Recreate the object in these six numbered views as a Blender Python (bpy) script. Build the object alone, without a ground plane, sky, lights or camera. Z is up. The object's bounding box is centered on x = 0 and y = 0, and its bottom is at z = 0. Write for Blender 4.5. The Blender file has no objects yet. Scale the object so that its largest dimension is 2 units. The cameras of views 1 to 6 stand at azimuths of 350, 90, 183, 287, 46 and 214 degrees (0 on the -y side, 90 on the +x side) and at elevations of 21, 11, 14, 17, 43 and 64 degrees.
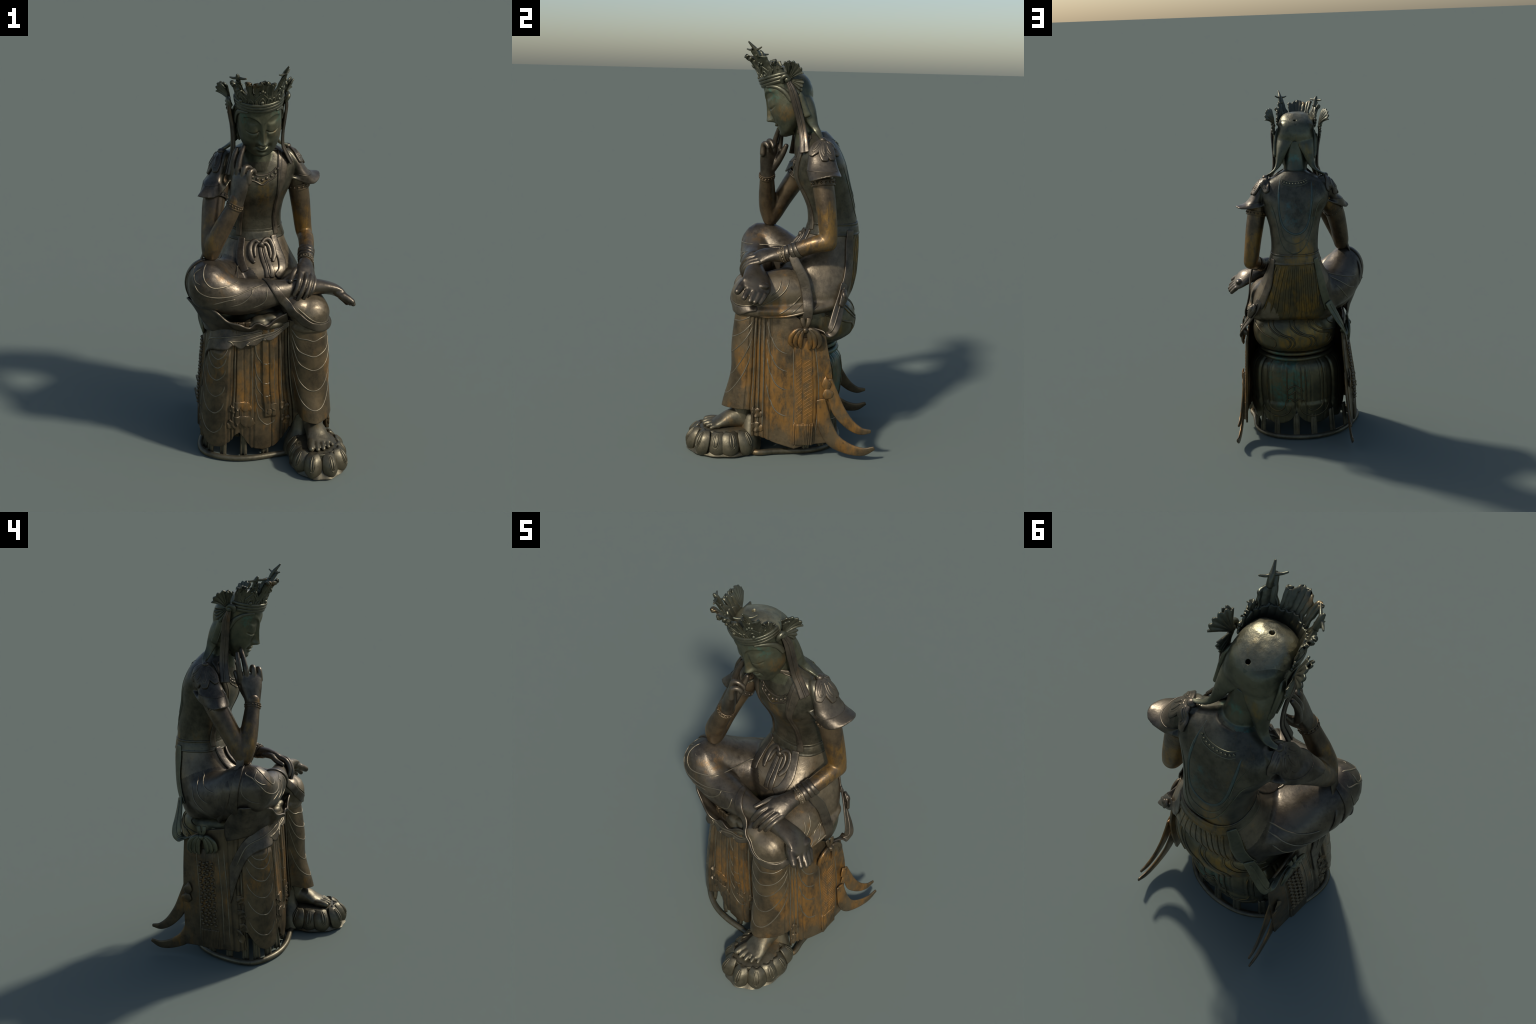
import bpy, bmesh, math, random
import numpy as np
from mathutils import Vector, Matrix
from mathutils.bvhtree import BVHTree

random.seed(7)
RNG = np.random.default_rng(7)
A = np.array

# ------------------------------------------------------------------ numeric helpers
def unit(v):
    v = np.asarray(v, float)
    return v / np.maximum(np.linalg.norm(v, axis=-1, keepdims=True), 1e-9)

def spline(P, n, closed=False, t=None):
    """Smooth curve through control rows (any number of columns; first three are the position)."""
    P = np.asarray(P, float)
    if closed:
        P = np.vstack([P[-2:], P, P[:3]])
    k = min(3, P.shape[1])
    d = np.sqrt(np.maximum(np.linalg.norm(np.diff(P[:, :k], axis=0), axis=1), 1e-6))
    T = np.concatenate([[0], np.cumsum(d)])
    m = np.zeros_like(P)
    m[1:-1] = (P[2:] - P[:-2]) / (T[2:] - T[:-2])[:, None]
    m[0] = (P[1] - P[0]) / d[0]
    m[-1] = (P[-1] - P[-2]) / d[-1]
    lo, hi = (T[2], T[-3]) if closed else (T[0], T[-1])
    s = np.linspace(lo, hi, n, endpoint=not closed) if t is None else lo + (hi - lo) * np.asarray(t)
    i = np.clip(np.searchsorted(T, s, side='right') - 1, 0, len(P) - 2)
    h = (T[i + 1] - T[i])[:, None]
    x = ((s - T[i]) / (T[i + 1] - T[i]))[:, None]
    return ((2*x**3 - 3*x**2 + 1) * P[i] + (x**3 - 2*x**2 + x) * h * m[i]
            + (-2*x**3 + 3*x**2) * P[i + 1] + (x**3 - x**2) * h * m[i + 1])

def interp(xs, table):
    """Smooth 1-D interpolation through (x, value...) rows."""
    table = np.asarray(table, float)
    X, Y = table[:, 0], table[:, 1:]
    m = np.zeros_like(Y)
    m[1:-1] = (Y[2:] - Y[:-2]) / (X[2:] - X[:-2])[:, None]
    m[0] = (Y[1] - Y[0]) / (X[1] - X[0])
    m[-1] = (Y[-1] - Y[-2]) / (X[-1] - X[-2])
    xs = np.clip(np.asarray(xs, float), X[0], X[-1])
    i = np.clip(np.searchsorted(X, xs, side='right') - 1, 0, len(X) - 2)
    h = (X[i + 1] - X[i])[..., None]
    x = ((xs - X[i]) / (X[i + 1] - X[i]))[..., None]
    r = ((2*x**3 - 3*x**2 + 1) * Y[i] + (x**3 - 2*x**2 + x) * h * m[i]
         + (-2*x**3 + 3*x**2) * Y[i + 1] + (x**3 - x**2) * h * m[i + 1])
    return r[..., 0] if r.shape[-1] == 1 else r

def gauss(x, s):
    return np.exp(-0.5 * (x / s) ** 2)

def step(x, a, b):
    t = np.clip((x - a) / (b - a), 0, 1)
    return t * t * (3 - 2 * t)

# ------------------------------------------------------------------ mesh helpers
ROOT = None

def grid(P, closed=False, cap0=False, cap1=False):
    nv, nu = P.shape[:2]
    V = [P.reshape(-1, 3)]
    idx = np.arange(nv * nu).reshape(nv, nu)
    if closed:
        idx = np.hstack([idx, idx[:, :1]])
    q = np.stack([idx[:-1, :-1], idx[:-1, 1:], idx[1:, 1:], idx[1:, :-1]], -1).reshape(-1, 4)
    F = q.tolist()
    n = nv * nu
    for cap, row, ring in ((cap0, 0, P[0]), (cap1, nv - 1, P[-1])):
        if cap:
            V.append(ring.mean(0)[None])
            for j in range(idx.shape[1] - 1):
                a, b = int(idx[row, j]), int(idx[row, j + 1])
                F.append([n, b, a] if row == 0 else [n, a, b])
            n += 1
    return np.vstack(V), F

def grid_normals(P, closed=False):
    if closed:
        du = np.roll(P, -1, 1) - np.roll(P, 1, 1)
    else:
        du = np.gradient(P, axis=1)
    dv = np.gradient(P, axis=0)
    return unit(np.cross(du, dv))

def shell(P, th, flip=False, closed=False):
    """Sheet with thickness: P is the outer face."""
    N = grid_normals(P, closed) * (-1 if flip else 1)
    Q = P - N * (th if np.isscalar(th) else np.asarray(th)[..., None])
    nv, nu = P.shape[:2]
    V = np.vstack([P.reshape(-1, 3), Q.reshape(-1, 3)])
    a = np.arange(nv * nu).reshape(nv, nu)
    if closed:
        a = np.hstack([a, a[:, :1]])
    b = a + nv * nu
    F = np.stack([a[:-1, :-1], a[:-1, 1:], a[1:, 1:], a[1:, :-1]], -1).reshape(-1, 4).tolist()
    F += np.stack([b[:-1, :-1], b[1:, :-1], b[1:, 1:], b[:-1, 1:]], -1).reshape(-1, 4).tolist()
    edges = [(a[0], b[0]), (a[-1][::-1], b[-1][::-1])]
    if not closed:
        edges += [(a[::-1, 0], b[::-1, 0]), (a[:, -1], b[:, -1])]
    for p, q in edges:
        for j in range(len(p) - 1):
            F.append([int(p[j]), int(q[j]), int(q[j + 1]), int(p[j + 1])])
    return V, F

def frames(P, ref):
    T = unit(np.gradient(P, axis=0))
    ref = np.broadcast_to(np.asarray(ref, float), P.shape)
    S = unit(np.cross(T, ref))
    N = np.cross(S, T)
    return T, S, N

def sweep(rows, n=40, seg=20, ref=(0, 0, 1), caps=(1, 1), power=2.0, closed=False, raw=False):
    """Tube with elliptical section.  Rows: x, y, z, half width, half thickness."""
    R = np.asarray(rows, float)
    if R.shape[1] == 4:
        R = np.hstack([R, R[:, 3:4]])
    if not raw:
        C = spline(R, n, closed)
    else:
        C = R
    P, a, b = C[:, :3], C[:, 3], C[:, 4]
    if closed:
        T = unit(np.roll(P, -1, 0) - np.roll(P, 1, 0))
        rf = np.broadcast_to(np.asarray(ref, float), P.shape)
        S = unit(np.cross(T, rf)); N = np.cross(S, T)
    else:
        T, S, N = frames(P, ref)
    if not closed:
        pre, post = [], []
        for k in (0.97, 0.8, 0.55, 0.25):
            ang = k * math.pi / 2
            if caps[0]:
                L = min(a[0], b[0]) * caps[0]
                pre.append((P[0] - T[0] * L * math.sin(ang), S[0], N[0], a[0] * math.cos(ang), b[0] * math.cos(ang)))
            if caps[1]:
                L = min(a[-1], b[-1]) * caps[1]
                post.insert(0, (P[-1] + T[-1] * L * math.sin(ang), S[-1], N[-1], a[-1] * math.cos(ang), b[-1] * math.cos(ang)))
        if pre:
            p = [A(x) for x in zip(*pre)]
            P, S, N, a, b = np.vstack([p[0], P]), np.vstack([p[1], S]), np.vstack([p[2], N]), np.r_[p[3], a], np.r_[p[4], b]
        if post:
            p = [A(x) for x in zip(*post)]
            P, S, N, a, b = np.vstack([P, p[0]]), np.vstack([S, p[1]]), np.vstack([N, p[2]]), np.r_[a, p[3]], np.r_[b, p[4]]
    th = np.linspace(0, 2 * np.pi, seg, endpoint=False)
    c, s = np.cos(th), np.sin(th)
    c = np.sign(c) * np.abs(c) ** (2 / power)
    s = np.sign(s) * np.abs(s) ** (2 / power)
    G = P[:, None] + S[:, None] * (a[:, None] * c)[..., None] + N[:, None] * (b[:, None] * s)[..., None]
    if closed:
        G = np.concatenate([G, G[:1]], 0)
        return grid(G, True)
    return grid(G, True, True, True)

def ellipsoid(c, r, nu=24, nv=14, R=None):
    th = np.linspace(0, 2 * np.pi, nu, endpoint=False)
    ph = np.linspace(-np.pi / 2 + .06, np.pi / 2 - .06, nv)
    p, t = np.meshgrid(ph, th, indexing='ij')
    G = np.stack([np.cos(p) * np.cos(t), np.cos(p) * np.sin(t), np.sin(p)], -1) * A(r)
    if R is not None:
        G = G @ A(R).T
    return grid(G + A(c), True, True, True)

def merge(*parts):
    V, F, n = [], [], 0
    for v, f in parts:
        V.append(np.asarray(v, float)); F += [[i + n for i in q] for q in f]; n += len(v)
    return np.vstack(V), F

def data_mesh(name, vf, fix=True, angle=None):
    me = bpy.data.meshes.new(name)
    me.from_pydata(np.asarray(vf[0]).tolist(), [], vf[1])
    if fix:
        bm = bmesh.new(); bm.from_mesh(me)
        bmesh.ops.recalc_face_normals(bm, faces=bm.faces)
        bm.to_mesh(me); bm.free()
    me.shade_smooth()
    if angle:
        me.set_sharp_from_angle(angle=math.radians(angle))
    return me

def add(name, vf, mat, parent=None, kind=None, angle=None, fix=True):
    me = vf if isinstance(vf, bpy.types.Mesh) else data_mesh(name, vf, fix, angle)
    if mat is not None and not me.materials:
        me.materials.append(mat)
    ob = bpy.data.objects.new(name, me)
    bpy.context.scene.collection.objects.link(ob)
    ob.parent = parent or ROOT
    if kind:
        ob['kind'] = kind
    return ob

def modified(vf, mods):
    """Run modifiers over raw geometry and hand back plain geometry."""
    me = data_mesh('work', vf)
    ob = bpy.data.objects.new('work', me)
    bpy.context.scene.collection.objects.link(ob)
    for kind, props in mods:
        m = ob.modifiers.new(kind, kind)
        for k, v in props.items():
            setattr(m, k, v)
    dg = bpy.context.evaluated_depsgraph_get()
    ev = ob.evaluated_get(dg).to_mesh()
    n = len(ev.vertices); co = np.empty(n * 3); ev.vertices.foreach_get('co', co)
    F = [list(p.vertices) for p in ev.polygons]
    ob.evaluated_get(dg).to_mesh_clear()
    bpy.data.objects.remove(ob); bpy.data.meshes.remove(me)
    return co.reshape(-1, 3), F

def fuse(parts, voxel, smooth=6, factor=0.5):
    return modified(merge(*parts), [('REMESH', dict(mode='VOXEL', voxel_size=voxel, use_smooth_shade=True)),
                                    ('SMOOTH', dict(iterations=smooth, factor=factor))])

def bvh(vf):
    return BVHTree.FromPolygons([Vector(v) for v in vf[0]], vf[1])

def split(vf, labels, names, mat, parent=None, under=None):
    """Cut one smooth body into named parts that share border vertices and the body's normals."""
    V, F = vf
    me = data_mesh('whole', vf, True)
    nrm = np.empty(len(V) * 3); me.vertex_normals.foreach_get('vector', nrm); nrm = nrm.reshape(-1, 3)
    F = [list(p.vertices) for p in me.polygons]
    bpy.data.meshes.remove(me)
    made = {}
    for li, nm in enumerate(names):
        fs = [f for f, l in zip(F, labels) if l == li]
        if not fs:
            continue
        used = np.unique(np.concatenate([np.asarray(f) for f in fs]))
        mp = -np.ones(len(V), int); mp[used] = np.arange(len(used))
        m2 = bpy.data.meshes.new(nm)
        m2.from_pydata(V[used].tolist(), [], [[int(mp[i]) for i in f] for f in fs])
        m2.shade_smooth()
        m2.normals_split_custom_set_from_vertices(nrm[used].tolist())
        par = parent if (under is None or under[li] is None) else made[under[li]]
        made[li] = add(nm, m2, mat[li] if isinstance(mat, (list, tuple)) else mat, par)
    return made

def face_centres(vf):
    V, F = vf
    return A([V[f].mean(0) for f in F])

def seg_dist(P, path):
    """distance from points to a polyline"""
    best = np.full(len(P), 1e9)
    path = np.asarray(path, float)[:, :3]
    for a, b in zip(path[:-1], path[1:]):
        ab = b - a
        t = np.clip(((P - a) @ ab) / (ab @ ab), 0, 1)
        best = np.minimum(best, np.linalg.norm(P - a - t[:, None] * ab, axis=1))
    return best

# ---- things laid on a surface
def nearest(tree, P):
    Q, N = [], []
    for p in P:
        l, n, i, d = tree.find_nearest(Vector(p))
        Q.append(l); N.append(n)
    return A(Q), A(N)

def cast(tree, P, d):
    """Project points along direction d; keep nearest point when the ray misses."""
    Q, N = [], []
    d = Vector(unit(d))
    for p in P:
        o = Vector(p) - d * 0.6
        l, n, i, dist = tree.ray_cast(o, d)
        if l is None:
            l, n, i, dist = tree.find_nearest(Vector(p))
        Q.append(l); N.append(n)
    return A(Q), A(N)

def smooth_rows(M, k=3):
    for _ in range(k):
        M[1:-1] = (M[:-2] + 2 * M[1:-1] + M[2:]) / 4
    return M

def ridge(tree, pts, r=0.003, n=50, d=None, taper=True, flat=0.7, seg=6, wide=None):
    """A thin raised line laid on a surface (pts: control points near the surface)."""
    C = spline(pts, n)
    Q, N = cast(tree, C, d) if d is not None else nearest(tree, C)
    if d is not None:
        N = np.where(((N @ unit(d)) > 0)[:, None], -N, N)
    Q = smooth_rows(Q, 2); N = unit(smooth_rows(N.copy(), 4))
    w = np.ones(n)
    if taper:
        e = np.linspace(0, 1, n)
        w = np.clip(np.minimum(e, 1 - e) / 0.1, 0.15, 1)
    rows = np.column_stack([Q + N * r * 0.15, w * (wide or r), w * r * flat])
    return sweep(rows, ref=N, seg=seg, raw=True, caps=(1, 1))

def strap(tree, pts, half, thick=0.004, n=60, d=None, lift=0.002, grooves=0, stretch=1):
    """A flat ribbon following a surface.  half: number or list along the length."""
    C = spline(pts, n)
    if tree is not None:
        Q, N = cast(tree, C, d) if d is not None else nearest(tree, C)
        if d is not None:
            N = np.where(((N @ unit(d)) > 0)[:, None], -N, N)
        Q = smooth_rows(Q, 3); N = unit(smooth_rows(N.copy(), 6))
    else:
        Q, N = C, np.broadcast_to(unit(d), C.shape)
    h = np.full(n, half) if np.isscalar(half) else interp(np.linspace(0, 1, n), np.column_stack([np.linspace(0, 1, len(half)), half]))
    return sweep(np.column_stack([Q + N * lift, h, np.full(n, thick)]), ref=N, raw=True, seg=20, power=3.2, caps=(1, 1))

# ------------------------------------------------------------------ materials
def bronze(name, dark, light, ochre=0.0, ochre_col=(.27, .13, .03), green=0.0, green_col=(.07, .17, .13),
           rough=0.38, metal=0.72, scale=9.0, bump=0.25, seed=0.0, zones=()):
    """Patinated bronze.  zones: (kind 'o' ochre wear or 'g' verdigris, centre, radius, amount)."""
    m = bpy.data.materials.new(name); m.use_nodes = True
    nt = m.node_tree; nd, lk = nt.nodes, nt.links
    b = nd['Principled BSDF']
    tc = nd.new('ShaderNodeTexCoord')
    mp = nd.new('ShaderNodeMapping'); mp.inputs['Location'].default_value = (seed, seed * 1.7, seed * .6)
    lk.new(tc.outputs['Object'], mp.inputs['Vector'])
    def noise(s, detail=6, rgh=.6, stretch=None):
        t = nd.new('ShaderNodeTexNoise'); t.inputs['Scale'].default_value = s
        t.inputs['Detail'].default_value = detail; t.inputs['Roughness'].default_value = rgh
        src = mp.outputs['Vector']
        if stretch:
            m2 = nd.new('ShaderNodeMapping'); m2.inputs['Scale'].default_value = stretch
            lk.new(src, m2.inputs['Vector']); src = m2.outputs['Vector']
        lk.new(src, t.inputs['Vector'])
        return t.outputs['Fac']
    def ramp(f, a, c, lo=0.0, hi=1.0):
        r = nd.new('ShaderNodeMapRange'); r.interpolation_type = 'SMOOTHSTEP'
        r.inputs['From Min'].default_value = a; r.inputs['From Max'].default_value = c
        r.inputs['To Min'].default_value = lo; r.inputs['To Max'].default_value = hi
        lk.new(f, r.inputs['Value']); return r.outputs['Result']
    def mix(f, c0, c1):
        x = nd.new('ShaderNodeMix'); x.data_type = 'RGBA'
        lk.new(f, x.inputs['Factor'])
        for sck, c in ((x.inputs['A'], c0), (x.inputs['B'], c1)):
            if hasattr(c, 'links'): lk.new(c, sck)
            else: sck.default_value = (*c, 1)
        return x.outputs['Result']
    def math_(op, f, k):
        x = nd.new('ShaderNodeMath'); x.operation = op; lk.new(f, x.inputs[0])
        if hasattr(k, 'links'): lk.new(k, x.inputs[1])
        else: x.inputs[1].default_value = k
        return x.outputs[0]
    def with_zones(f, kind):
        for kd, c, r, amt in zones:
            if kd != kind: continue
            v = nd.new('ShaderNodeVectorMath'); v.operation = 'DISTANCE'
            lk.new(tc.outputs['Object'], v.inputs[0]); v.inputs[1].default_value = c
            f = math_('ADD', f, ramp(v.outputs['Value'], r * .35, r, amt, 0.0))
        return f
    col = mix(ramp(noise(scale, 8, .68), .36, .64), dark, light)
    fine = ramp(noise(scale * 6, 6, .75, (1, 1, .5)), .38, .66)
    col = mix(math_('MULTIPLY', fine, .35), col, light)
    has = {z[0] for z in zones}
    if ochre > 0 or 'o' in has:
        o = ramp(with_zones(noise(scale * .8, 9, .68, (1, 1, .5)), 'o'), .64 - .3 * ochre, .82 - .3 * ochre)
        o2 = ramp(noise(scale * 5, 5, .7, (1, 1, .35)), .30, .60)
        col = mix(math_('MULTIPLY', math_('MULTIPLY', o, o2), .85), col, ochre_col)
    if green > 0 or 'g' in has:
        g = ramp(with_zones(noise(scale * .9, 10, .72), 'g'), .66 - .3 * green, .84 - .3 * green)
        g2 = ramp(noise(scale * 6, 4, .7), .30, .65)
        col = mix(math_('MULTIPLY', math_('MULTIPLY', g, g2), .8), col, green_col)
    # small dark stains
    sp = ramp(noise(scale * 4, 3, .5), .66, .74)
    col = mix(math_('MULTIPLY', sp, .45), col, (.035, .032, .028))
    lk.new(col, b.inputs['Base Color'])
    b.inputs['Metallic'].default_value = metal
    b.inputs['Specular IOR Level'].default_value = .42
    lk.new(ramp(noise(scale * 3), .3, .7, rough - .06, rough + .08), b.inputs['Roughness'])
    bp = nd.new('ShaderNodeBump'); bp.inputs['Strength'].default_value = bump; bp.inputs['Distance'].default_value = .004
    lk.new(noise(scale * 7, 4), bp.inputs['Height'])
    lk.new(bp.outputs['Normal'], b.inputs['Normal'])
    return m

BODY = bronze('dark_bronze', (.050, .041, .030), (.128, .105, .073), ochre=.15, ochre_col=(.23, .125, .04), zones=(('o', (-.3, -.2, .94), .22, .08), ('o', (-.02, .05, 1.3), .2, .06), ('o', (-.2, .1, 1.2), .15, .08)))
ARM = bronze('brown_bronze', (.056, .040, .024), (.130, .092, .050), ochre=.42, metal=.55, ochre_col=(.27, .145, .03), seed=2, zones=(('o', (.24, .2, 1.12), .2, .16),))
ROBE = bronze('ochre_bronze', (.050, .038, .022), (.125, .090, .047), ochre=.34, metal=.52, ochre_col=(.27, .132, .030), seed=4,
              zones=(('o', (.32, .05, .38), .34, .22), ('o', (-.06, -.2, .42), .2, .20), ('o', (.32, .3, .2), .25, .10), ('o', (-.35, .1, .4), .3, .08), ('o', (-.15, -.2, .68), .1, .1)))
THIGH = bronze('tan_bronze', (.085, .067, .042), (.185, .145, .090), ochre=.28, metal=.55, ochre_col=(.30, .16, .05), seed=3, zones=(('o', (.29, -.05, .70), .1, .14),))
FACE = bronze('green_bronze', (.062, .067, .044), (.128, .124, .076), ochre=.18, ochre_col=(.24, .135, .04), green=.25, green_col=(.075, .20, .155), seed=5,
              zones=(('g', (.06, -.1, 1.75), .08, .16), ('g', (-.13, -.09, 1.75), .07, .16), ('o', (.07, -.03, 1.66), .07, .14), ('g', (.0, .0, 1.53), .07, .1), ('g', (-.03, .13, 1.60), .12, .16)))
DOME = bronze('olive_dome', (.125, .116, .074), (.26, .235, .145), ochre=.2, ochre_col=(.24, .17, .07), green=.12, green_col=(.09, .15, .12), seed=6, rough=.38, bump=.5)  # base lightened well above FACE to paint in the crown's broad sunlit highlight
BACK = bronze('blue_bronze', (.068, .070, .045), (.140, .134, .083), ochre=.2, ochre_col=(.23, .15, .04), green=.25, green_col=(.065, .14, .13), seed=7)  # tint brightened, blue lowered, to offset bluish sky reflection on the shaded rear
SEATBACK = bronze('pleat_bronze', (.055, .047, .028), (.110, .088, .044), ochre=.5, ochre_col=(.26, .15, .03), seed=13, zones=(('o', (-.05, .36, .95), .25, .1),))
TORSO_M = bronze('torso_bronze', (.045, .041, .028), (.118, .105, .070), ochre=.15, ochre_col=(.23, .14, .04), green=.12, green_col=(.07, .135, .125), seed=8,
                 zones=(('o', (-.02, .35, 1.15), .15, .2), ('g', (-.02, .34, 1.40), .26, .14), ('o', (-.02, .05, 1.3), .16, .12), ('o', (-.17, .2, 1.2), .1, .16), ('g', (.15, .15, 1.3), .1, .12)))
CROWN = bronze('crown_bronze', (.060, .064, .044), (.130, .122, .080), ochre=.25, ochre_col=(.24, .14, .05), green=.3, seed=9)
RIBBON = bronze('ribbon_bronze', (.060, .050, .038), (.125, .102, .074), ochre=.32, ochre_col=(.24, .125, .045), seed=10)
RIDGE = bronze('worn_ridge', (.125, .105, .068), (.22, .185, .125), ochre=.1, seed=11, rough=.4)
GREENRIDGE = bronze('patina_ridge', (.06, .078, .068), (.10, .125, .105), green=.42, green_col=(.09, .22, .21), seed=12, rough=.5)
LOTUS = bronze('olive_bronze', (.076, .066, .042), (.155, .134, .086), ochre=.28, ochre_col=(.26, .15, .05), green=.14, rough=.44, seed=14)
DARKIN = bronze('dark_seat', (.064, .060, .038), (.130, .112, .060), ochre=.4, ochre_col=(.26, .155, .035), green=.25, green_col=(.055, .145, .11), seed=16, zones=(('g', (.05, .3, .38), .22, .22), ('o', (-.05, .34, .64), .18, .22)))

# ------------------------------------------------------------------ root
ROOT = bpy.data.objects.new('seated_statue', None)
bpy.context.scene.collection.objects.link(ROOT)
ROOT['label'] = 'dark bronze crowned figure seated in thought, one leg crossed'
ROOT['category'] = 'statue'

# ================================================================== torso
TORSO = [  # z, left x, right x, front y, back y
    (1.09, .124, -.155, .098, .357), (1.13, .118, -.149, .105, .352), (1.19, .116, -.150, .100, .343),
    (1.235, .120, -.154, .084, .336), (1.276, .126, -.160, .064, .327), (1.33, .142, -.176, .036, .313), (1.38, .160, -.202, .024, .300),
    (1.43, .175, -.218, .030, .285), (1.48, .168, -.212, .040, .262), (1.52, .138, -.184, .054, .238), (1.55, .082, -.128, .060, .212),
    (1.575, .040, -.085, .070, .185)]
SKIRT = [
    (.715, .19, -.19, .10, .27), (.745, .232, -.232, .04, .312), (.80, .240, -.244, -.01, .337), (.88, .212, -.234, -.03, .356), (.92, .194, -.225, -.028, .359), (.96, .174, -.212, -.012, .361),
    (1.0, .154, -.192, .030, .362), (1.05, .135, -.170, .072, .361), (1.09, .127, -.158, .097, .359), (1.115, .121, -.152, .103, .355)]

def body_loft(table, n, seg=96, power=2.35, cap=(True, True)):
    T = A(table)
    z = np.linspace(T[0, 0], T[-1, 0], n)
    S = interp(z, T)
    th = np.linspace(0, 2 * np.pi, seg, endpoint=False)
    c, s = np.cos(th), np.sin(th)
    c = np.sign(c) * np.abs(c) ** (2 / power); s = np.sign(s) * np.abs(s) ** (2 / power)
    cx, cy = (S[:, 0] + S[:, 1]) / 2, (S[:, 2] + S[:, 3]) / 2
    rx, ry = (S[:, 0] - S[:, 1]) / 2, (S[:, 3] - S[:, 2]) / 2
    G = np.stack([cx[:, None] + rx[:, None] * c, cy[:, None] + ry[:, None] * s, np.repeat(z[:, None], seg, 1)], -1)
    return G

G = body_loft(TORSO, 130, 160)
# shallow spine furrow and gently marked chest
x, y, z = G[..., 0], G[..., 1], G[..., 2]
cx = -.022
backness = step(y, .2, .3); front = step(-y, -.16, -.06)
G[..., 1] -= backness * .006 * gauss(x - cx, .03) * step(1.52 - z, 0, .1)

NECK = [(-.026, .112, 1.47, .086, .086), (-.026, .104, 1.515, .077, .078), (-.030, .090, 1.565, .068, .067), (-.032, .070, 1.62, .067, .064), (-.034, .056, 1.68, .068, .066), (-.034, .050, 1.73, .06, .064)]

def sleeve(loops, rim):
    """Bell-shaped cape over the upper arm: soft loops at the shoulder, then a thin flaring rim."""
    R_ = spline(rim, 132, True)
    cen = R_.mean(0)
    ang = np.arctan2(R_[:, 1] - cen[1], R_[:, 0] - cen[0])
    stack = [A([cx + rx * np.cos(ang), cy + ry * np.sin(ang), cz + tilt * np.cos(ang)]).T for cx, cy, cz, rx, ry, tilt in loops]
    stack.append(R_)
    stack = np.stack(stack)                                     # loop, angle, xyz
    t = np.linspace(0, 1, 48)
    out_ = np.stack([spline(stack[:, k], 48) for k in range(132)], 1)
    return out_
RIM_L = [(.312, .200, 1.392), (.302, .14, 1.374), (.265, .100, 1.354), (.222, .094, 1.358), (.170, .085, 1.385), (.138, .09, 1.405), (.125, .16, 1.42), (.135, .225, 1.405), (.18, .246, 1.386), (.235, .250, 1.380), (.288, .240, 1.386)]
GL = sleeve([(.128, .148, 1.540, .012, .018, 0), (.140, .150, 1.525, .030, .042, -.010), (.163, .153, 1.485, .040, .060, -.010), (.188, .158, 1.435, .045, .070, -.006), (.205, .162, 1.403, .055, .077, -.002)], RIM_L)
RIM_R = [(-.332, .015, 1.352), (-.325, .05, 1.342), (-.302, .10, 1.352), (-.266, .148, 1.374), (-.212, .190, 1.412), (-.180, .19, 1.43), (-.165, .12, 1.425), (-.170, .05, 1.41), (-.205, .010, 1.368), (-.25, -.013, 1.348), (-.302, -.010, 1.350)]
GR = sleeve([(-.180, .130, 1.543, .012, .018, 0), (-.190, .128, 1.527, .030, .042, .010), (-.208, .118, 1.487, .038, .058, .010), (-.228, .096, 1.435, .042, .064, .006), (-.245, .076, 1.400, .052, .069, .002)], RIM_R)
def cape_shell(Gs):
    n = grid_normals(Gs, True)
    V_, F_ = shell(Gs, .009, flip=(np.sum(n[25] * (Gs[25] - Gs[25].mean(0))) < 0), closed=True)
    return V_, F_
torso_vf = fuse([grid(G, True, True, True), sweep(NECK, 40, 48, ref=(0, 1, 0), caps=(0, 0)),
                 cape_shell(GL), cape_shell(GR)], .0042, 7)
TORSO_TREE = bvh(torso_vf)
_c = face_centres(torso_vf)
_lab = np.zeros(len(_c), int)
_lab[(_c[:, 2] > 1.50) & (seg_dist(_c, NECK) < .085) & (np.hypot(_c[:, 0] + .028, _c[:, 1] - .10) < .082)] = 1
_lab[(_c[:, 0] > .175) & (_c[:, 2] < 1.52)] = 2
_lab[(_c[:, 0] < -.215) & (_c[:, 2] < 1.52)] = 2
_t = split(torso_vf, _lab, ['torso', 'neck', 'sleeve_cape'], [TORSO_M, FACE, BODY])
torso, capes = _t[0], _t[2]

# ================================================================== lower body: hips, crossed leg, resting thigh
THIGH_R = [(-.08, .20, .870, .130, .125), (-.178, .10, .862, .142, .122), (-.254, .0, .890, .132, .126), (-.299, -.085, .942, .112, .122), (-.308, -.140, .953, .100, .115)]
SHIN_R = [(-.305, -.140, .940, .098, .112), (-.20, -.148, .890, .088, .096), (-.10, -.154, .884, .076, .086), (.0, -.158, .892, .062, .068), (.09, -.153, .903, .046, .050), (.17, -.148, .908, .042, .044)]
THIGH_L = [(.06, .20, .82, .115, .12), (.122, .10, .810, .122, .114), (.152, -.02, .800, .120, .110), (.176, -.12, .787, .106, .100), (.186, -.178, .783, .100, .092)]
HEM_L = [(.10, .20, .755, .150, .050), (.128, .10, .735, .156, .048), (.150, .0, .724, .142, .046), (.170, -.08, .722, .124, .048), (.186, -.158, .722, .110, .048)]
hips = body_loft(SKIRT, 50, 96)
lower_vf = fuse([grid(hips, True, True, True),
                 sweep(THIGH_R, 40, 36, caps=(1, .95)), sweep(SHIN_R, 50, 36, caps=(1, .5)), sweep(THIGH_L, 40, 36, caps=(1, .95)),
                 sweep(HEM_L, 40, 36, caps=(1, 2.0)), ellipsoid((.12, -.165, .825), (.08, .085, .06))],
                .006, 12, .6)
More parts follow.
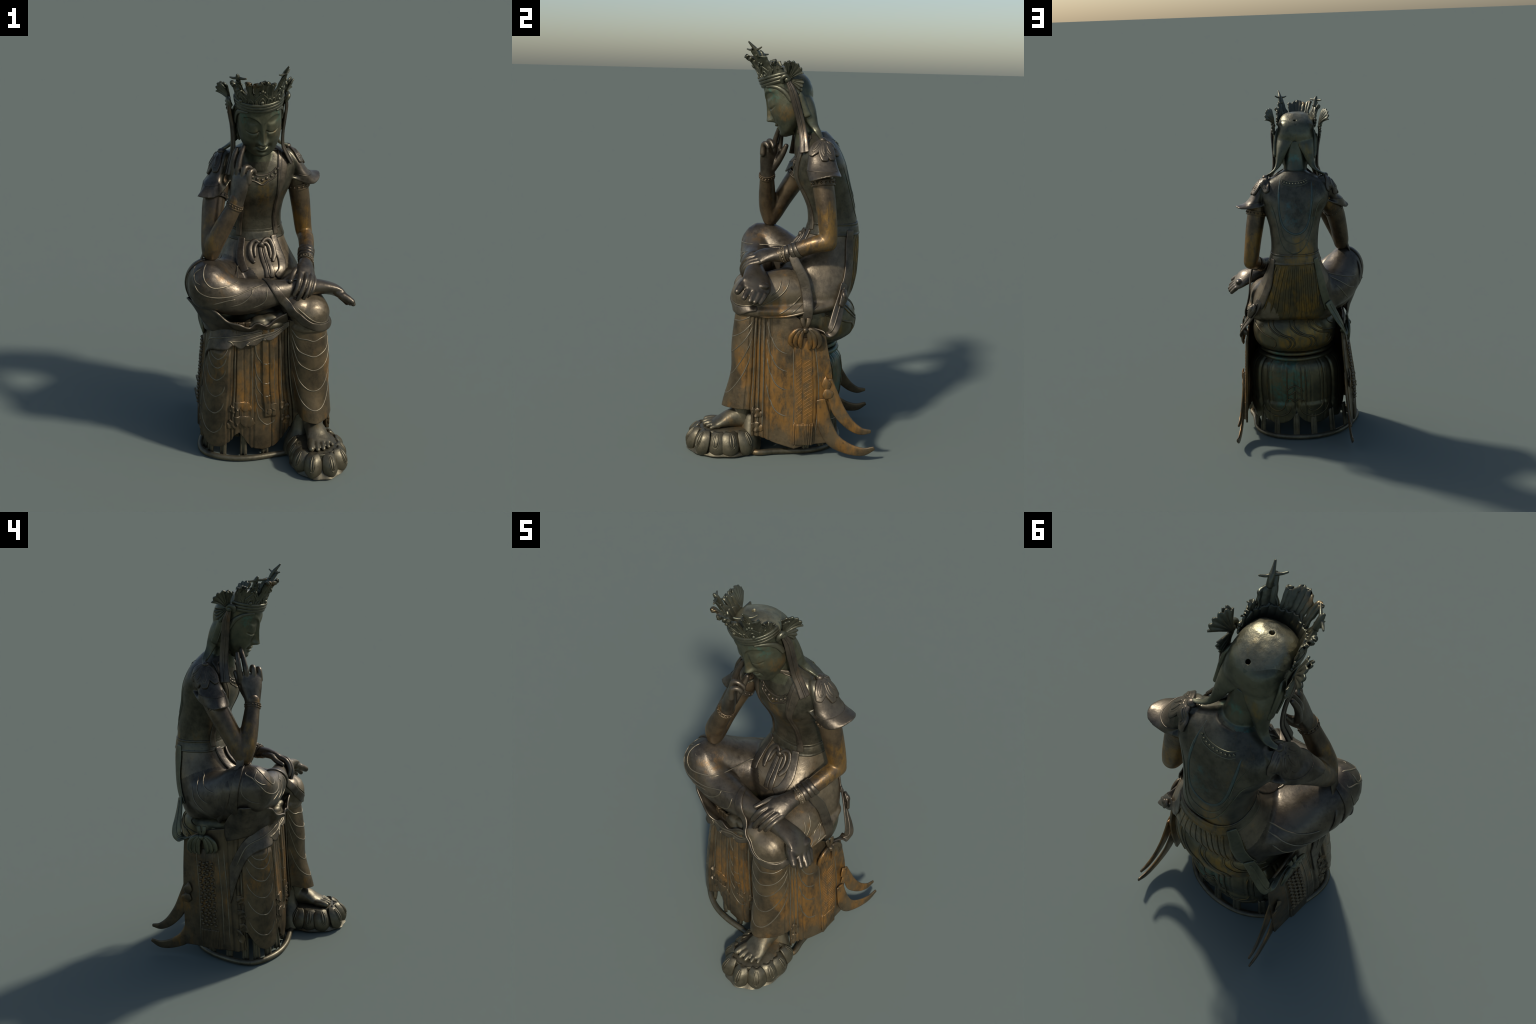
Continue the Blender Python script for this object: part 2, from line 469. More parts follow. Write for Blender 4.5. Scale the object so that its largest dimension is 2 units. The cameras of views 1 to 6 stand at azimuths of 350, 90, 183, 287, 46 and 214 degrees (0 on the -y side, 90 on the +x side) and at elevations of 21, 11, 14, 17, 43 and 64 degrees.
LOWER_TREE = bvh(lower_vf)
fc = face_centres(lower_vf)
dR = np.minimum(seg_dist(fc, THIGH_R) - .05, seg_dist(fc, SHIN_R) + .01)
dL = np.minimum(seg_dist(fc, THIGH_L) - .03, seg_dist(fc, HEM_L) - .06)
dH = seg_dist(fc, [(-.01, .2, .75), (-.02, .2, 1.1)]) - .09
lab = np.argmin(np.stack([dH, dR, dL]), 0)
lab[(lab == 0) & (fc[:, 1] < .290)] = 3
lower = split(lower_vf, lab, ['hip', 'leg', 'leg', 'skirt_front'], [SEATBACK, BODY, THIGH, THIGH])
hip, leg_cross, leg_rest = lower[0], lower[1], lower[2]

# ================================================================== robe hanging over the seat
ST_Z = [.05, .25, .40, .55, .76]
ROBE_TOP = .76
ST = A([  # each station: x,y at the five heights, from the rear right edge round the front to the rear left edge
    [(.308, .215), (.298, .235), (.293, .238), (.288, .212), (.270, .17)],
    [(.318, .12), (.304, .125), (.296, .12), (.288, .11), (.266, .085)],
    [(.324, .055), (.308, .055), (.298, .05), (.289, .045), (.264, .02)],
    [(.318, -.03), (.306, -.03), (.296, -.03), (.286, -.03), (.260, -.04)],
    [(.305, -.107), (.295, -.107), (.288, -.107), (.28, -.107), (.252, -.107)],
    [(.31, -.19), (.300, -.185), (.290, -.175), (.289, -.17), (.268, -.160)],
    [(.28, -.27), (.262, -.258), (.256, -.236), (.256, -.232), (.242, -.220)],
    [(.20, -.335), (.2, -.297), (.195, -.26), (.195, -.258), (.19, -.235)],
    [(.14, -.285), (.14, -.27), (.13, -.242), (.125, -.238), (.125, -.22)],
    [(.115, -.21), (.118, -.2), (.1, -.195), (.09, -.195), (.084, -.195)],
    [(.085, -.175), (.085, -.178), (.07, -.178), (.062, -.178), (.06, -.175)],
    [(.03, -.178), (.03, -.186), (.02, -.188), (.02, -.188), (.02, -.18)],
    [(-.05, -.185), (-.05, -.192), (-.06, -.193), (-.06, -.188), (-.06, -.18)],
    [(-.156, -.197), (-.156, -.203), (-.15, -.201), (-.15, -.193), (-.14, -.18)],
    [(-.24, -.195), (-.235, -.198), (-.222, -.194), (-.212, -.184), (-.195, -.172)],
    [(-.312, -.160), (-.300, -.158), (-.287, -.15), (-.27, -.14), (-.245, -.125)],
    [(-.350, -.10), (-.340, -.09), (-.322, -.08), (-.303, -.075), (-.278, -.07)],
    [(-.356, -.03), (-.342, -.02), (-.323, -.01), (-.304, 0), (-.288, 0)],
    [(-.338, .132), (-.330, .135), (-.315, .14), (-.299, .15), (-.285, .15)],
    [(-.322, .272), (-.307, .274), (-.295, .274), (-.284, .268), (-.274, .25)]])
HEM = A([(0, .08), (1, .07), (2, .052), (3, .075), (4, .100), (4.52, .105), (4.58, .235), (5, .237), (6, .232), (7, .225), (8, .232), (9, .25),
         (9.3, .20), (10, .15), (10.6, .10), (11.3, .055), (12, .040), (12.6, .06), (13, .13), (13.2, .155), (13.45, .15), (13.8, .11), (14.4, .085),
         (15, .080), (15.5, .10), (15.9, .15), (16.25, .20), (16.45, .21), (16.5, .085), (17, .068), (18, .07), (19, .07)])

def robe_point(u, z):
    """Position on the hanging robe: u in stations (0..19), z height."""
    u, z = np.broadcast_arrays(np.asarray(u, float), np.asarray(z, float))
    shp = u.shape; u, z = u.ravel(), z.ravel()
    X = interp(z, np.column_stack([ST_Z, ST[:, :, 0].T])); Y = interp(z, np.column_stack([ST_Z, ST[:, :, 1].T]))
    i = np.clip(u.astype(int), 0, 18); f = u - i
    def cub(T):
        k = np.arange(len(u)); g = lambda j: T[k, np.clip(j, 0, 19)]
        p0, p1, p2, p3 = g(i - 1), g(i), g(i + 1), g(i + 2)
        return p1 + .5 * f * (p2 - p0 + f * (2*p0 - 5*p1 + 4*p2 - p3 + f * (3*(p1 - p2) + p3 - p0)))
    return np.stack([cub(X), cub(Y), z], -1).reshape(*shp, 3)

def groove(u, z, u0, w, dep, z0=-1, z1=2, slope=0):
    uc = u0 + slope * (z - .4)
    return -dep * gauss(u - uc, w) * step(z, z0 - .02, z0 + .02) * step(-z, -z1 - .02, -z1 + .02)

def robe_relief(u, z):
    d = np.zeros_like(u)
    # sashes stand proud at either side
    d += .006 * step(u, .62, .68) * step(-u, -2.0, -1.93) * step(-z, -.60, -.56)
    d += .006 * step(u, 17.55, 17.6) * step(-u, -18.25, -18.2) * step(-z, -.60, -.56)
    # pleats beside the leg
    for u0, dep in ((4.62, .007), (4.32, .008), (4.05, .006), (3.72, .006), (9.55, .010), (10.05, .006), (3.4, .004), (5.0, .004), (9.2, .005)):
        d += groove(u, z, u0, .045, dep)
    # front panel layering
    d += .013 * step(u, 14.0, 14.10) * step(-u, -16.38, -16.2) * step(-z, -.62, -.58)
    d += .011 * step(u, 11.2, 11.25) * step(-u, -12.0, -11.92) * step(z, .22, .24)
    for u0, dep, s in ((10.45, .006, 0), (10.85, .007, 0), (11.55, .006, .1), (12.45, .006, -.2), (12.66, .005, -.2), (13.0, .003, 0), (13.55, .008, 0), (13.78, .006, 0), (16.6, .007, 0), (16.9, .005, 0), (17.2, .006, 0)):
        d += groove(u, z, u0, .035, dep, slope=s)
    # scalloped panels bulge towards their hems
    d += .008 * gauss(u - 12, .7) * step(-z, -.22, -.08)
    # curled lappets between panels
    d += .008 * gauss(u - 13.15, .42) * gauss(z - .225, .035) + .006 * gauss(u - 13.35, .3) * gauss(z - .30, .03)
    d -= .006 * gauss(u - 13.2, .07) * step(-z, -.32, -.28)
    return d

nu, nv = 620, 170
uu = np.linspace(0, 19, nu)
hem = np.interp(uu, HEM[:, 0], HEM[:, 1])
vv = np.linspace(0, 1, nv)[:, None]
top_z = np.interp(uu, [0, .8, 1.5, 2.5, 15.5, 17, 18, 19], [.615, .655, .70, .755, .755, .725, .70, .64])
Z = hem[None] + (top_z[None] - hem[None]) * vv
U = np.broadcast_to(uu[None], Z.shape)
P0 = robe_point(U, Z)
N0 = grid_normals(P0)
if (N0[80, 200] @ A([0, -1, 0])) < 0:
    N0 = -N0
ROBE_FLIP = float(np.sum(grid_normals(P0)[80, 330] * N0[80, 330])) < 0
RP = P0 + N0 * robe_relief(U, Z)[..., None]
robe_vf = shell(RP, .011, flip=ROBE_FLIP)
ROBE_TREE = bvh(grid(RP))
robe = add('hanging_robe', robe_vf, ROBE)

def robe_line(pts, r=.0036, n=60, taper=True):
    """Raised line on the robe, control points in (u, z)."""
    C = spline(np.column_stack([A(pts), np.zeros(len(pts))]) * A([.05, 1, 1]), n)
    return ridge(ROBE_TREE, robe_point(C[:, 0] / .05, C[:, 1]), r, n, taper=taper)

lines = []
# festoons on the standing leg
for zb, rise_l, rise_r in ((.656, .06, .06), (.576, .12, .11), (.502, .16, .16), (.389, .22, .22), (.291, .20, .24)):
    lines.append([(8.95, zb + rise_l), (8.6, zb + rise_l * .62), (8.15, zb + rise_l * .26), (7.5, zb + .01), (7.0, zb), (6.4, zb + .012), (5.7, zb + rise_r * .3), (5.1, zb + rise_r * .66), (4.75, zb + rise_r)])
# festoons on the scalloped panel under the raised knee
for zb in (.556, .510, .446, .359, .269, .159):
    lines.append([(14.25, zb + .07), (14.4, zb + .03), (14.75, zb + .002), (15.0, zb), (15.4, zb + .012), (15.8, zb + .05), (16.0, zb + .09)])
for zb in (.529, .422, .351, .259, .182):
    lines.append([(12.35, zb + .12), (12.25, zb + .05), (12.0, zb + .012), (11.75, zb), (11.4, zb + .012 if zb < .3 else zb + .002), (11.3, zb + .03 if zb < .3 else zb + .006)])
for zb in (.521, .434, .342, .212):
    lines.append([(3.7, zb + .16), (3.45, zb + .085), (3.1, zb + .03), (2.7, zb + .006), (2.35, zb)])
# vertical fold lines
for u0, za, zb in ((4.62, .24, .68), (4.18, .12, .67), (3.88, .12, .67), (9.35, .28, .7), (13.62, .20, .62), (12.5, .2, .62), (10.6, .22, .66), (11.22, .24, .6), (2.02, .08, .56), (.62, .10, .6), (1.3, .2, .5), (16.45, .24, .62), (17.3, .1, .62), (18.3, .09, .62), (17.5, .09, .6)):
    lines.append([(u0, za), (u0 - .03, (za + zb) / 2), (u0, zb)])
add('fold_ridge', merge(*[robe_line(l) for l in lines]), RIDGE, robe, kind='stuff')

# curled lappet edges along the hems
lap = []
for pts in ([(13.2, .34), (13.18, .26), (13.2, .17)], [(4.5, .255), (4.48, .19), (4.5, .12)], [(16.42, .40), (16.38, .30), (16.42, .22)]):
    lap.append(robe_line(pts, .0058, 40))
add('hem_curl', merge(*lap), ROBE, robe, kind='stuff')

def lappet(ua, za, ub, zb, half):
    """A folded-over tongue of cloth lying on the robe."""
    k = np.linspace(0, 1, 5)
    mid = robe_point(ua + (ub - ua) * k, za + (zb - za) * k)
    return strap(ROBE_TREE, mid, [half * .25, half * .8, half, half * .9, half * .35], .0050, 24, lift=.0005)
for ua, za, ub, zb, hf in ((16.80, .37, 16.25, .330, .026), (16.80, .295, 16.2, .255, .026), (16.75, .22, 16.15, .190, .026), (16.95, .19, 16.62, .12, .022),
                           (13.2, .330, 13.80, .285, .026), (13.2, .330, 12.62, .285, .026), (13.2, .250, 13.92, .195, .030), (13.2, .250, 12.48, .195, .030),
                           (10.75, .30, 10.2, .255, .024), (10.7, .225, 10.1, .175, .026), (11.25, .30, 11.75, .255, .024),
                           (4.5, .238, 3.95, .205, .024), (4.5, .165, 3.9, .135, .026)):
    add('lappet', lappet(ua, za, ub, zb, hf), ROBE, robe)

# ---- sash, bow, tassel on each side
def bow(centre, out, fwd, scale, mat, parent):
    """Ribbon bow lying on a vertical panel: knot, two drooping loops and a rising tail."""
    c, out, fwd = A(centre), unit(out), unit(fwd)
    up = A([0, 0, 1.])
    parts = []
    def at(f, h, o=0.0):
        return c + fwd * f * scale + up * h * scale + out * (o + .004)
    loops = []
    for sgn, droop in ((1, -.078), (-1, -.085)):
        for k in range(3):
            f = (1 - .33 * k)
            path = [at(0, 0), at(sgn * .030 * f, .004 - .004 * k, .008), at(sgn * .062 * f, -.022 - .006 * k, .010), at(sgn * .072 * f, droop * .75 - .004 * k, .007), at(sgn * .062 * f, droop - .004 * k, .004)]
            w = [.006, .010, .013, .012, .007]
            rows = np.column_stack([A(path), A(w) * scale, A([.006, .009, .009, .008, .005]) * (1 - .12 * k)])
            loops.append(sweep(rows, 24, 10, ref=out))
    o1 = add('bow_loop', merge(*loops), mat, parent)
    knot = [sweep(np.column_stack([A([at(-.012, .002), at(0, .004, .008), at(.012, 0)]), [.010, .012, .010], [.010, .014, .010]]), 12, 12, ref=out)]
    knot.append(ellipsoid(at(0, 0, .010), (.015, .015, .015)))
    for s in (-1, 1):
        knot.append(sweep(np.column_stack([A([at(0, .005), at(s * .012, .03, .004), at(s * .016, .055, .0)]), [.008, .011, .012], [.006, .006, .004]]), 14, 10, ref=out))
    add('bow_knot', merge(*knot), mat, parent)

def sash_parts(u_front, u_back, z_top, mat, beads):
    us = np.linspace(u_front, u_back, 3)
    parts, tas = [], []
    for k in range(2):
        uc = us[k] * .5 + us[k + 1] * .5
        hw = abs(us[1] - us[0]) * .5 * (np.linalg.norm(robe_point(uc + .3, .3) - robe_point(uc - .3, .3)) / .6) * .94
        ctr = robe_point(np.full(20, uc), np.linspace(.175, z_top, 20))
        parts.append(strap(ROBE_TREE, ctr, hw, .004, 40, lift=.001))
        for j in range(6):
            ut = us[k] + (us[k + 1] - us[k]) * (j + .5) / 6
            pts = robe_point(np.full(6, ut), np.linspace(.075, .17, 6))
            tas.append(ridge(ROBE_TREE, pts, .0065, 12, taper=False, flat=1.1, seg=8))
        tas.append(ridge(ROBE_TREE, robe_point(np.linspace(us[k] + .03 * np.sign(us[1]-us[0]), us[k + 1] - .03 * np.sign(us[1]-us[0]), 8), np.full(8, .178)), .006, 16, taper=False))
    return parts, tas

pr, tas = sash_parts(1.95, .72, .60, ROBE, False)
sash1 = add('sash', merge(*pr), ROBE)
add('tassel', merge(*tas), ROBE, sash1)
bow((.297, .100, .645), (1, 0, .05), (0, -1, 0), 1.0, ROBE, sash1)
# crosshatched weave on the sash
hat = []
for k in range(16):
    z0 = .20 + k * .018
    for ua, ub in ((1.88, 1.40), (1.28, .80)):
        hat.append(ridge(ROBE_TREE, robe_point(np.linspace(ua, ub, 5), np.linspace(z0, z0 + .028, 5)) + A([.006, 0, 0]), .0011, 8, taper=False, seg=4))
add('weave_line', [merge(*[(v + A([.004, 0, 0]), f) for v, f in hat])][0], ROBE, sash1, kind='stuff')

pr, tas = sash_parts(17.62, 18.22, .60, ROBE, True)
sash2 = add('sash', merge(*pr), ROBE)
add('tassel', merge(*tas), ROBE, sash2)
bow((-.302, .150, .672), (-1, 0, .05), (0, -1, 0), 1.0, BACK, sash2)
bead_me = None
for row in range(17):
    for colm in range(4):
        u0 = 17.70 + colm * .145 + (.04 if row % 2 else 0)
        z0 = .20 + row * .0205 + (.006 if colm % 2 else 0)
        p, nrm = nearest(ROBE_TREE, [robe_point(A([u0]), A([z0]))[0]])
        if bead_me is None:
            bead_me = data_mesh('bead', ellipsoid((0, 0, 0), (.0085, .0085, .0085), 12, 8)); bead_me.materials.append(ROBE)
        o = add('bead', bead_me, None, sash2)
        o.location = (p[0] + A([-.005, 0, 0])).tolist()

# ---- sweeping tails at the rear lower corners
def tail(rows, parent, name='robe_tail'):
    return add(name, sweep(rows, 50, 16, ref=(1, .0, .0), power=3.0, caps=(1, 1)), ROBE, parent)
TAIL_LOW = [(.314, .185, .30, .022, .005), (.316, .198, .23, .030, .006), (.320, .213, .165, .037, .006), (.325, .252, .100, .036, .006), (.331, .324, .061, .028, .006), (.337, .395, .050, .021, .006), (.341, .448, .070, .010, .005)]
TAIL_UP = [(.306, .225, .40, .014, .005), (.309, .240, .335, .026, .006), (.315, .272, .25, .032, .006), (.322, .328, .183, .026, .006), (.328, .382, .152, .019, .006), (.332, .428, .153, .009, .005)]
tail(TAIL_LOW, robe); tail(TAIL_UP, robe)
def mirror_tail(T, dx, dy, k=1.0):
    return [(-x + dx, y * k + dy, z, a, b) for x, y, z, a, b in T]
tail(mirror_tail(TAIL_LOW, .020, .038, .95), robe); tail(mirror_tail(TAIL_UP, .020, .045, .96), robe)
# lappets where the tails leave the panel
lp = []
for s, dx, dy in ((1, 0, 0), (-1, .0, .035)):
    for y0, z0, w, h in ((.205, .385, .024, .05), (.215, .335, .03, .045)):
        lp.append(sweep([(s * (.308 + dx), y0 + dy, z0 + h * .6, .004, .004), (s * (.312 + dx), y0 + dy, z0 + h * .3, w * .6, .006), (s * (.314 + dx), y0 + dy + .004, z0 - h * .1, w, .006), (s * (.314 + dx), y0 + dy + .008, z0 - h * .5, w * .7, .005)], 20, 12, ref=(1, 0, 0)))
add('hem_curl', merge(*lp), ROBE, robe)

# ================================================================== lip of cloth beneath the crossed leg
RIM = spline([(-.315, .03, .745), (-.355, -.02, .815), (-.392, -.065, .862), (-.413, -.098, .874), (-.385, -.14, .874), (-.330, -.185, .858), (-.285, -.212, .832), (-.226, -.240, .790), (-.170, -.248, .762), (-.125, -.243, .757), (-.095, -.240, .768),
              (-.045, -.236, .752), (.005, -.230, .778), (.065, -.215, .812)], 110)
e = np.linspace(0, 1, 110)
RIM[:, 2] += .005 * np.sin(e * 42) * step(e, .3, .5) ; RIM[:, 1] += .006 * np.sin(e * 35 + 1) * step(e, .3, .5)
FOOT = spline([(-.312, .02, .66), (-.318, -.02, .67), (-.312, -.06, .68), (-.290, -.105, .69), (-.245, -.140, .695), (-.20, -.155, .695), (-.17, -.165, .695), (-.13, -.17, .695), (-.09, -.172, .695), (-.05, -.172, .70), (.0, -.17, .705), (.075, -.18, .735)], 110)
tt = np.linspace(0, 1, 26)[:, None, None]
MIDR = RIM * .40 + FOOT * .60 + A([0, .0, -.004])
LIP = FOOT * (1 - tt) ** 2 + 2 * tt * (1 - tt) * MIDR + RIM * tt ** 2
lipN = grid_normals(LIP)
LIP += lipN * (.004 * np.sin(e * 30 + tt[..., 0] * 5) * tt[..., 0])[..., None]
add('cloth_lip', shell(LIP, .009, flip=(lipN[10, 65, 1] > 0)), BODY)
# pouch of gathered cloth inside the lip
add('seat_fold', fuse([ellipsoid((-.03, -.15, .735), (.11, .06, .03)), ellipsoid((-.06, -.165, .757), (.045, .035, .022)), ellipsoid((.0, -.165, .768), (.05, .035, .024)), ellipsoid((.045, -.16, .775), (.035, .03, .025))], .006, 6), LOTUS)
add('seat_top', sweep([(-.02, .03, .685, .25, .19), (-.02, .03, .70, .245, .185)], 6, 60, ref=(0, 1, 0), caps=(0, 0)), DARKIN)
# overlapping flap below the lip with a zigzag hem
FL_T = spline([(-.312, .01, .52), (-.297, -.045, .63), (-.282, -.10, .695), (-.235, -.145, .725), (-.17, -.172, .725), (-.09, -.182, .722), (-.02, -.18, .722), (.03, -.178, .728), (.08, -.185, .748)], 100)
FL_B = spline([(-.336, .005, .33), (-.323, -.035, .46), (-.316, -.085, .565), (-.296, -.130, .605), (-.265, -.172, .617), (-.225, -.185, .622), (-.20, -.186, .642), (-.165, -.19, .622), (-.135, -.19, .642), (-.085, -.192, .636), (-.05, -.19, .662), (-.012, -.187, .660), (.04, -.185, .690), (.08, -.185, .727)], 100)
tt = np.linspace(0, 1, 16)[:, None, None]
FL = FL_B * (1 - tt) + FL_T * tt
fn = grid_normals(FL)
sg = -1 if fn[8, 60, 1] > 0 else 1
_e = step(np.linspace(0, 1, 100), .05, .42)
FL = FL + fn * sg * (.25 + .75 * _e)[None, :, None] * (.006 + .007 * np.sin(np.linspace(0, 1, 100) * 30 + 1.2) * step(np.linspace(0, 1, 100), .35, .5) * (1 - tt[..., 0]) + .006 * (1 - tt[..., 0]))[..., None]
flap = add('cloth_flap', shell(FL, .008, flip=(sg < 0)), BODY)
FT = bvh(grid(FL))
fl_lines = [[tuple(FL[int(15 * b_), int(99 * a_)]) for a_, b_ in pts] for pts in ([(.1, .55), (.25, .6), (.4, .55), (.6, .7), (.8, .8), (.97, .9)], [(.46, .45), (.56, .35), (.7, .55), (.85, .65), (.97, .7)], [(.66, .25), (.75, .35), (.85, .45), (.95, .5)], [(.46, .45), (.5, .25), (.52, .03)], [(.66, .25), (.64, .1), (.66, .03)], [(.8, .3), (.78, .12), (.8, .03)])]
add('fold_ridge', merge(*[ridge(FT, l, .004, 50) for l in fl_lines]), RIDGE, flap, kind='stuff')

# ================================================================== seat drum behind
def drum_profile(z):
    return interp(z, [(.08, .250, .225), (.16, .268, .234), (.25, .278, .247), (.35, .280, .257), (.42, .272, .252), (.455, .255, .240), (.475, .232, .222), (.49, .215, .210)])
nu2, nv2 = 360, 110
th = np.linspace(math.radians(-50), math.radians(230), nu2)
def lobes(t):
    d = np.degrees(t)
    return np.array([.115 if abs(((a - 90 + 23) % 46) - 23) < 0 else 0 for a in d])
ph = ((np.degrees(th) - 90) / 50.0)          # one lobe is about 50 degrees wide; a notch sits at the rear centre
saw = np.abs(((ph + .5) % 1.0) - .5) * 2      # 0 at the lobe centre when shifted
dist_notch = np.abs(ph - np.round(ph)) * 2    # 0 at the notch, 1 at the lobe middle
rear = gauss(ph, .55)
bot = .135 + .06 * rear - (.05 + .05 * rear) * np.sqrt(np.clip(1 - (1 - dist_notch) ** 2.2, 0, 1))
Zd = bot[None] + (.49 - bot[None]) * np.linspace(0, 1, nv2)[:, None]
pr_ = drum_profile(Zd)
rel = -.010 * gauss(dist_notch[None], .07) * step(Zd, .17, .2)
rel = rel - .004 * gauss(np.abs(dist_notch[None] - .55), .04) - .003 * gauss(np.abs(dist_notch[None] - .75), .03) * step(Zd, .2, .25)
rel = rel + .010 * np.sqrt(np.clip(1 - ((1 - dist_notch[None]) / .98) ** 2, 0, 1)) * step(-Zd, -.235, -.205)
DX = np.stack([np.cos(th)[None] * (pr_[..., 0] + rel), .045 + np.sin(th)[None] * (pr_[..., 1] + rel), Zd], -1)
dn = grid_normals(DX)
drum = add('seat_drum', shell(DX, .012, flip=(dn[50, 180, 1] < 0)), DARKIN)
DRUM_TREE = bvh(grid(DX))
dl = []
for xc in (-.105, .115):
    for z0, w in ((.185, .055), (.150, .085)):
        dl.append([(xc - w, .3, z0 + .06), (xc - w * .75, .3, z0 + .012), (xc, .3, z0 - .012), (xc + w * .75, .3, z0 + .012), (xc + w, .3, z0 + .06)])
for xc in (-.17, -.15, -.055, -.03, .05, .165):
    dl.append([(xc, .3, .45), (xc * 1.04, .3, .33), (xc * 1.02, .3, .22)])
dl += [[(-.045, .3, .30), (-.02, .3, .325), (.008, .3, .335), (.035, .3, .325), (.06, .3, .30)], [(-.04, .3, .275), (-.015, .3, .285), (.008, .3, .30), (.03, .3, .285), (.055, .3, .275)],
       [(.008, .3, .31), (.008, .3, .25)], [(-.05, .3, .235), (-.02, .3, .255), (.008, .3, .235), (.035, .3, .255), (.065, .3, .235)]]
add('fold_ridge', merge(*[ridge(DRUM_TREE, l, .0050, 40, d=(0, -1, 0)) for l in dl]), SEATBACK, drum, kind='stuff')

# two mouldings and the cushion
for zc, r in ((.490, .214), (.520, .208)):
    t = np.radians(np.linspace(-25, 205, 80))
    ring = np.column_stack([.0 + r * np.cos(t), .045 + (r * 1.03) * np.sin(t), np.full(80, zc), np.full(80, .016), np.full(80, .013)])
    add('seat_moulding', sweep(ring, raw=True, seg=14), DARKIN)
CUSH = [(.535, .19, -.19, -.08, .262), (.558, .216, -.213, -.09, .315), (.59, .236, -.230, -.10, .348), (.64, .244, -.238, -.10, .358), (.68, .241, -.236, -.10, .353), (.72, .230, -.226, -.09, .335), (.75, .20, -.20, -.08, .30)]
cg = body_loft(CUSH, 40, 140, 2.2)
cush_vf = grid(cg, True, True, True)
CT = bvh(cush_vf)
cushion = add('seat_cushion', cush_vf, DARKIN)
sw = []
base_s = [(.055, .055), (.05, .01), (.0, -.03), (-.055, -.05), (-.07, -.085), (-.045, -.12)]
for x0, zz in ((.205, .71), (.12, .715), (.095, .718), (.0, .72), (-.025, .72), (-.11, .725), (-.14, .73), (-.21, .73)):
    sw.append([(x0 + a - .03, .34, zz + b - .02) for a, b in base_s])
add('fold_ridge', merge(*[ridge(CT, l, .0055, 40, d=(0, -1, 0)) for l in sw]), SEATBACK, cushion, kind='stuff')

# ================================================================== base ring and struts
RING = [(.258, .05), (.248, .12), (.215, .19), (.146, .252), (.05, .285), (-.05, .288), (-.14, .268), (-.23, .215), (-.295, .135), (-.337, .04), (-.358, -.05), (-.345, -.115), (-.287, -.168), (-.20, -.206),
        (-.105, -.217), (0, -.208), (.08, -.20), (.2, -.18), (.29, -.13), (.272, -.04)]
rg = np.column_stack([A(RING), np.full(len(RING), .0145), np.full((len(RING), 2), .0145)])
add('base_ring', sweep(rg, 200, 14, closed=True), LOTUS)
RC = spline(rg[:, :3], 200, True)
def strut(x, y):
    c = A([-.02, .03])
    d = unit(A([x, y]) - c)
    p = A([x, y])
    rows = [(p[0], p[1], .012, .019, .007), (p[0] - d[0] * .006, p[1] - d[1] * .006, .09, .0185, .007), (p[0] - d[0] * .012, p[1] - d[1] * .012, .16, .018, .006)]
    parts = [sweep(rows, 10, 16, ref=(d[0], d[1], 0), power=5, caps=(0, 0))]
    for k in (-1, 1):
        s = A([-d[1], d[0]]) * .010 * k
        parts.append(sweep([(q[0] + s[0] + d[0] * .006, q[1] + s[1] + d[1] * .006, q[2], .005, .005) for q in rows], 10, 8, ref=(d[0], d[1], 0)))
    return merge(*parts)
STRUTS = [(.205, .195), (.12, .258), (.005, .280), (-.10, .272), (-.208, .218), (-.285, .135), (-.322, .03), (-.330, -.06), (-.312, -.115), (-.255, -.160), (-.153, -.180), (-.041, -.182), (.245, .12)]
for sx, sy in STRUTS:
    add('base_strut', strut(sx, sy), LOTUS)

# ================================================================== lotus under the resting foot
LC = A([.208, -.290])
LSX, LSY = .81, 1.04
tq = np.linspace(0, 2 * np.pi, 120, endpoint=False)
prof = [(.0, .150), (.004, .170), (.010, .175), (.016, .168), (.05, .140), (.09, .130), (.108, .126), (.114, .124), (.118, .110), (.112, .10), (.112, .0005)]
Lg = A([[(LC[0] + r * (1 + .02 * math.cos(11 * (t + math.radians(78)))) * LSX * math.cos(t), LC[1] + r * (1 + .02 * math.cos(11 * (t + math.radians(78)))) * LSY * math.sin(t), z) for t in tq] for z, r in prof])
lotus = add('lotus_base', grid(Lg, True, True, True), LOTUS, angle=50)
add('lotus_disc', sweep([(LC[0], LC[1] - .001, .100, .125 * LSX, .125 * LSY), (LC[0], LC[1], .116, .122 * LSX, .122 * LSY), (LC[0], LC[1], .121, .112 * LSX, .112 * LSY)], 8, 60, ref=(0, 1, 0), caps=(0, 0)), LOTUS, lotus)
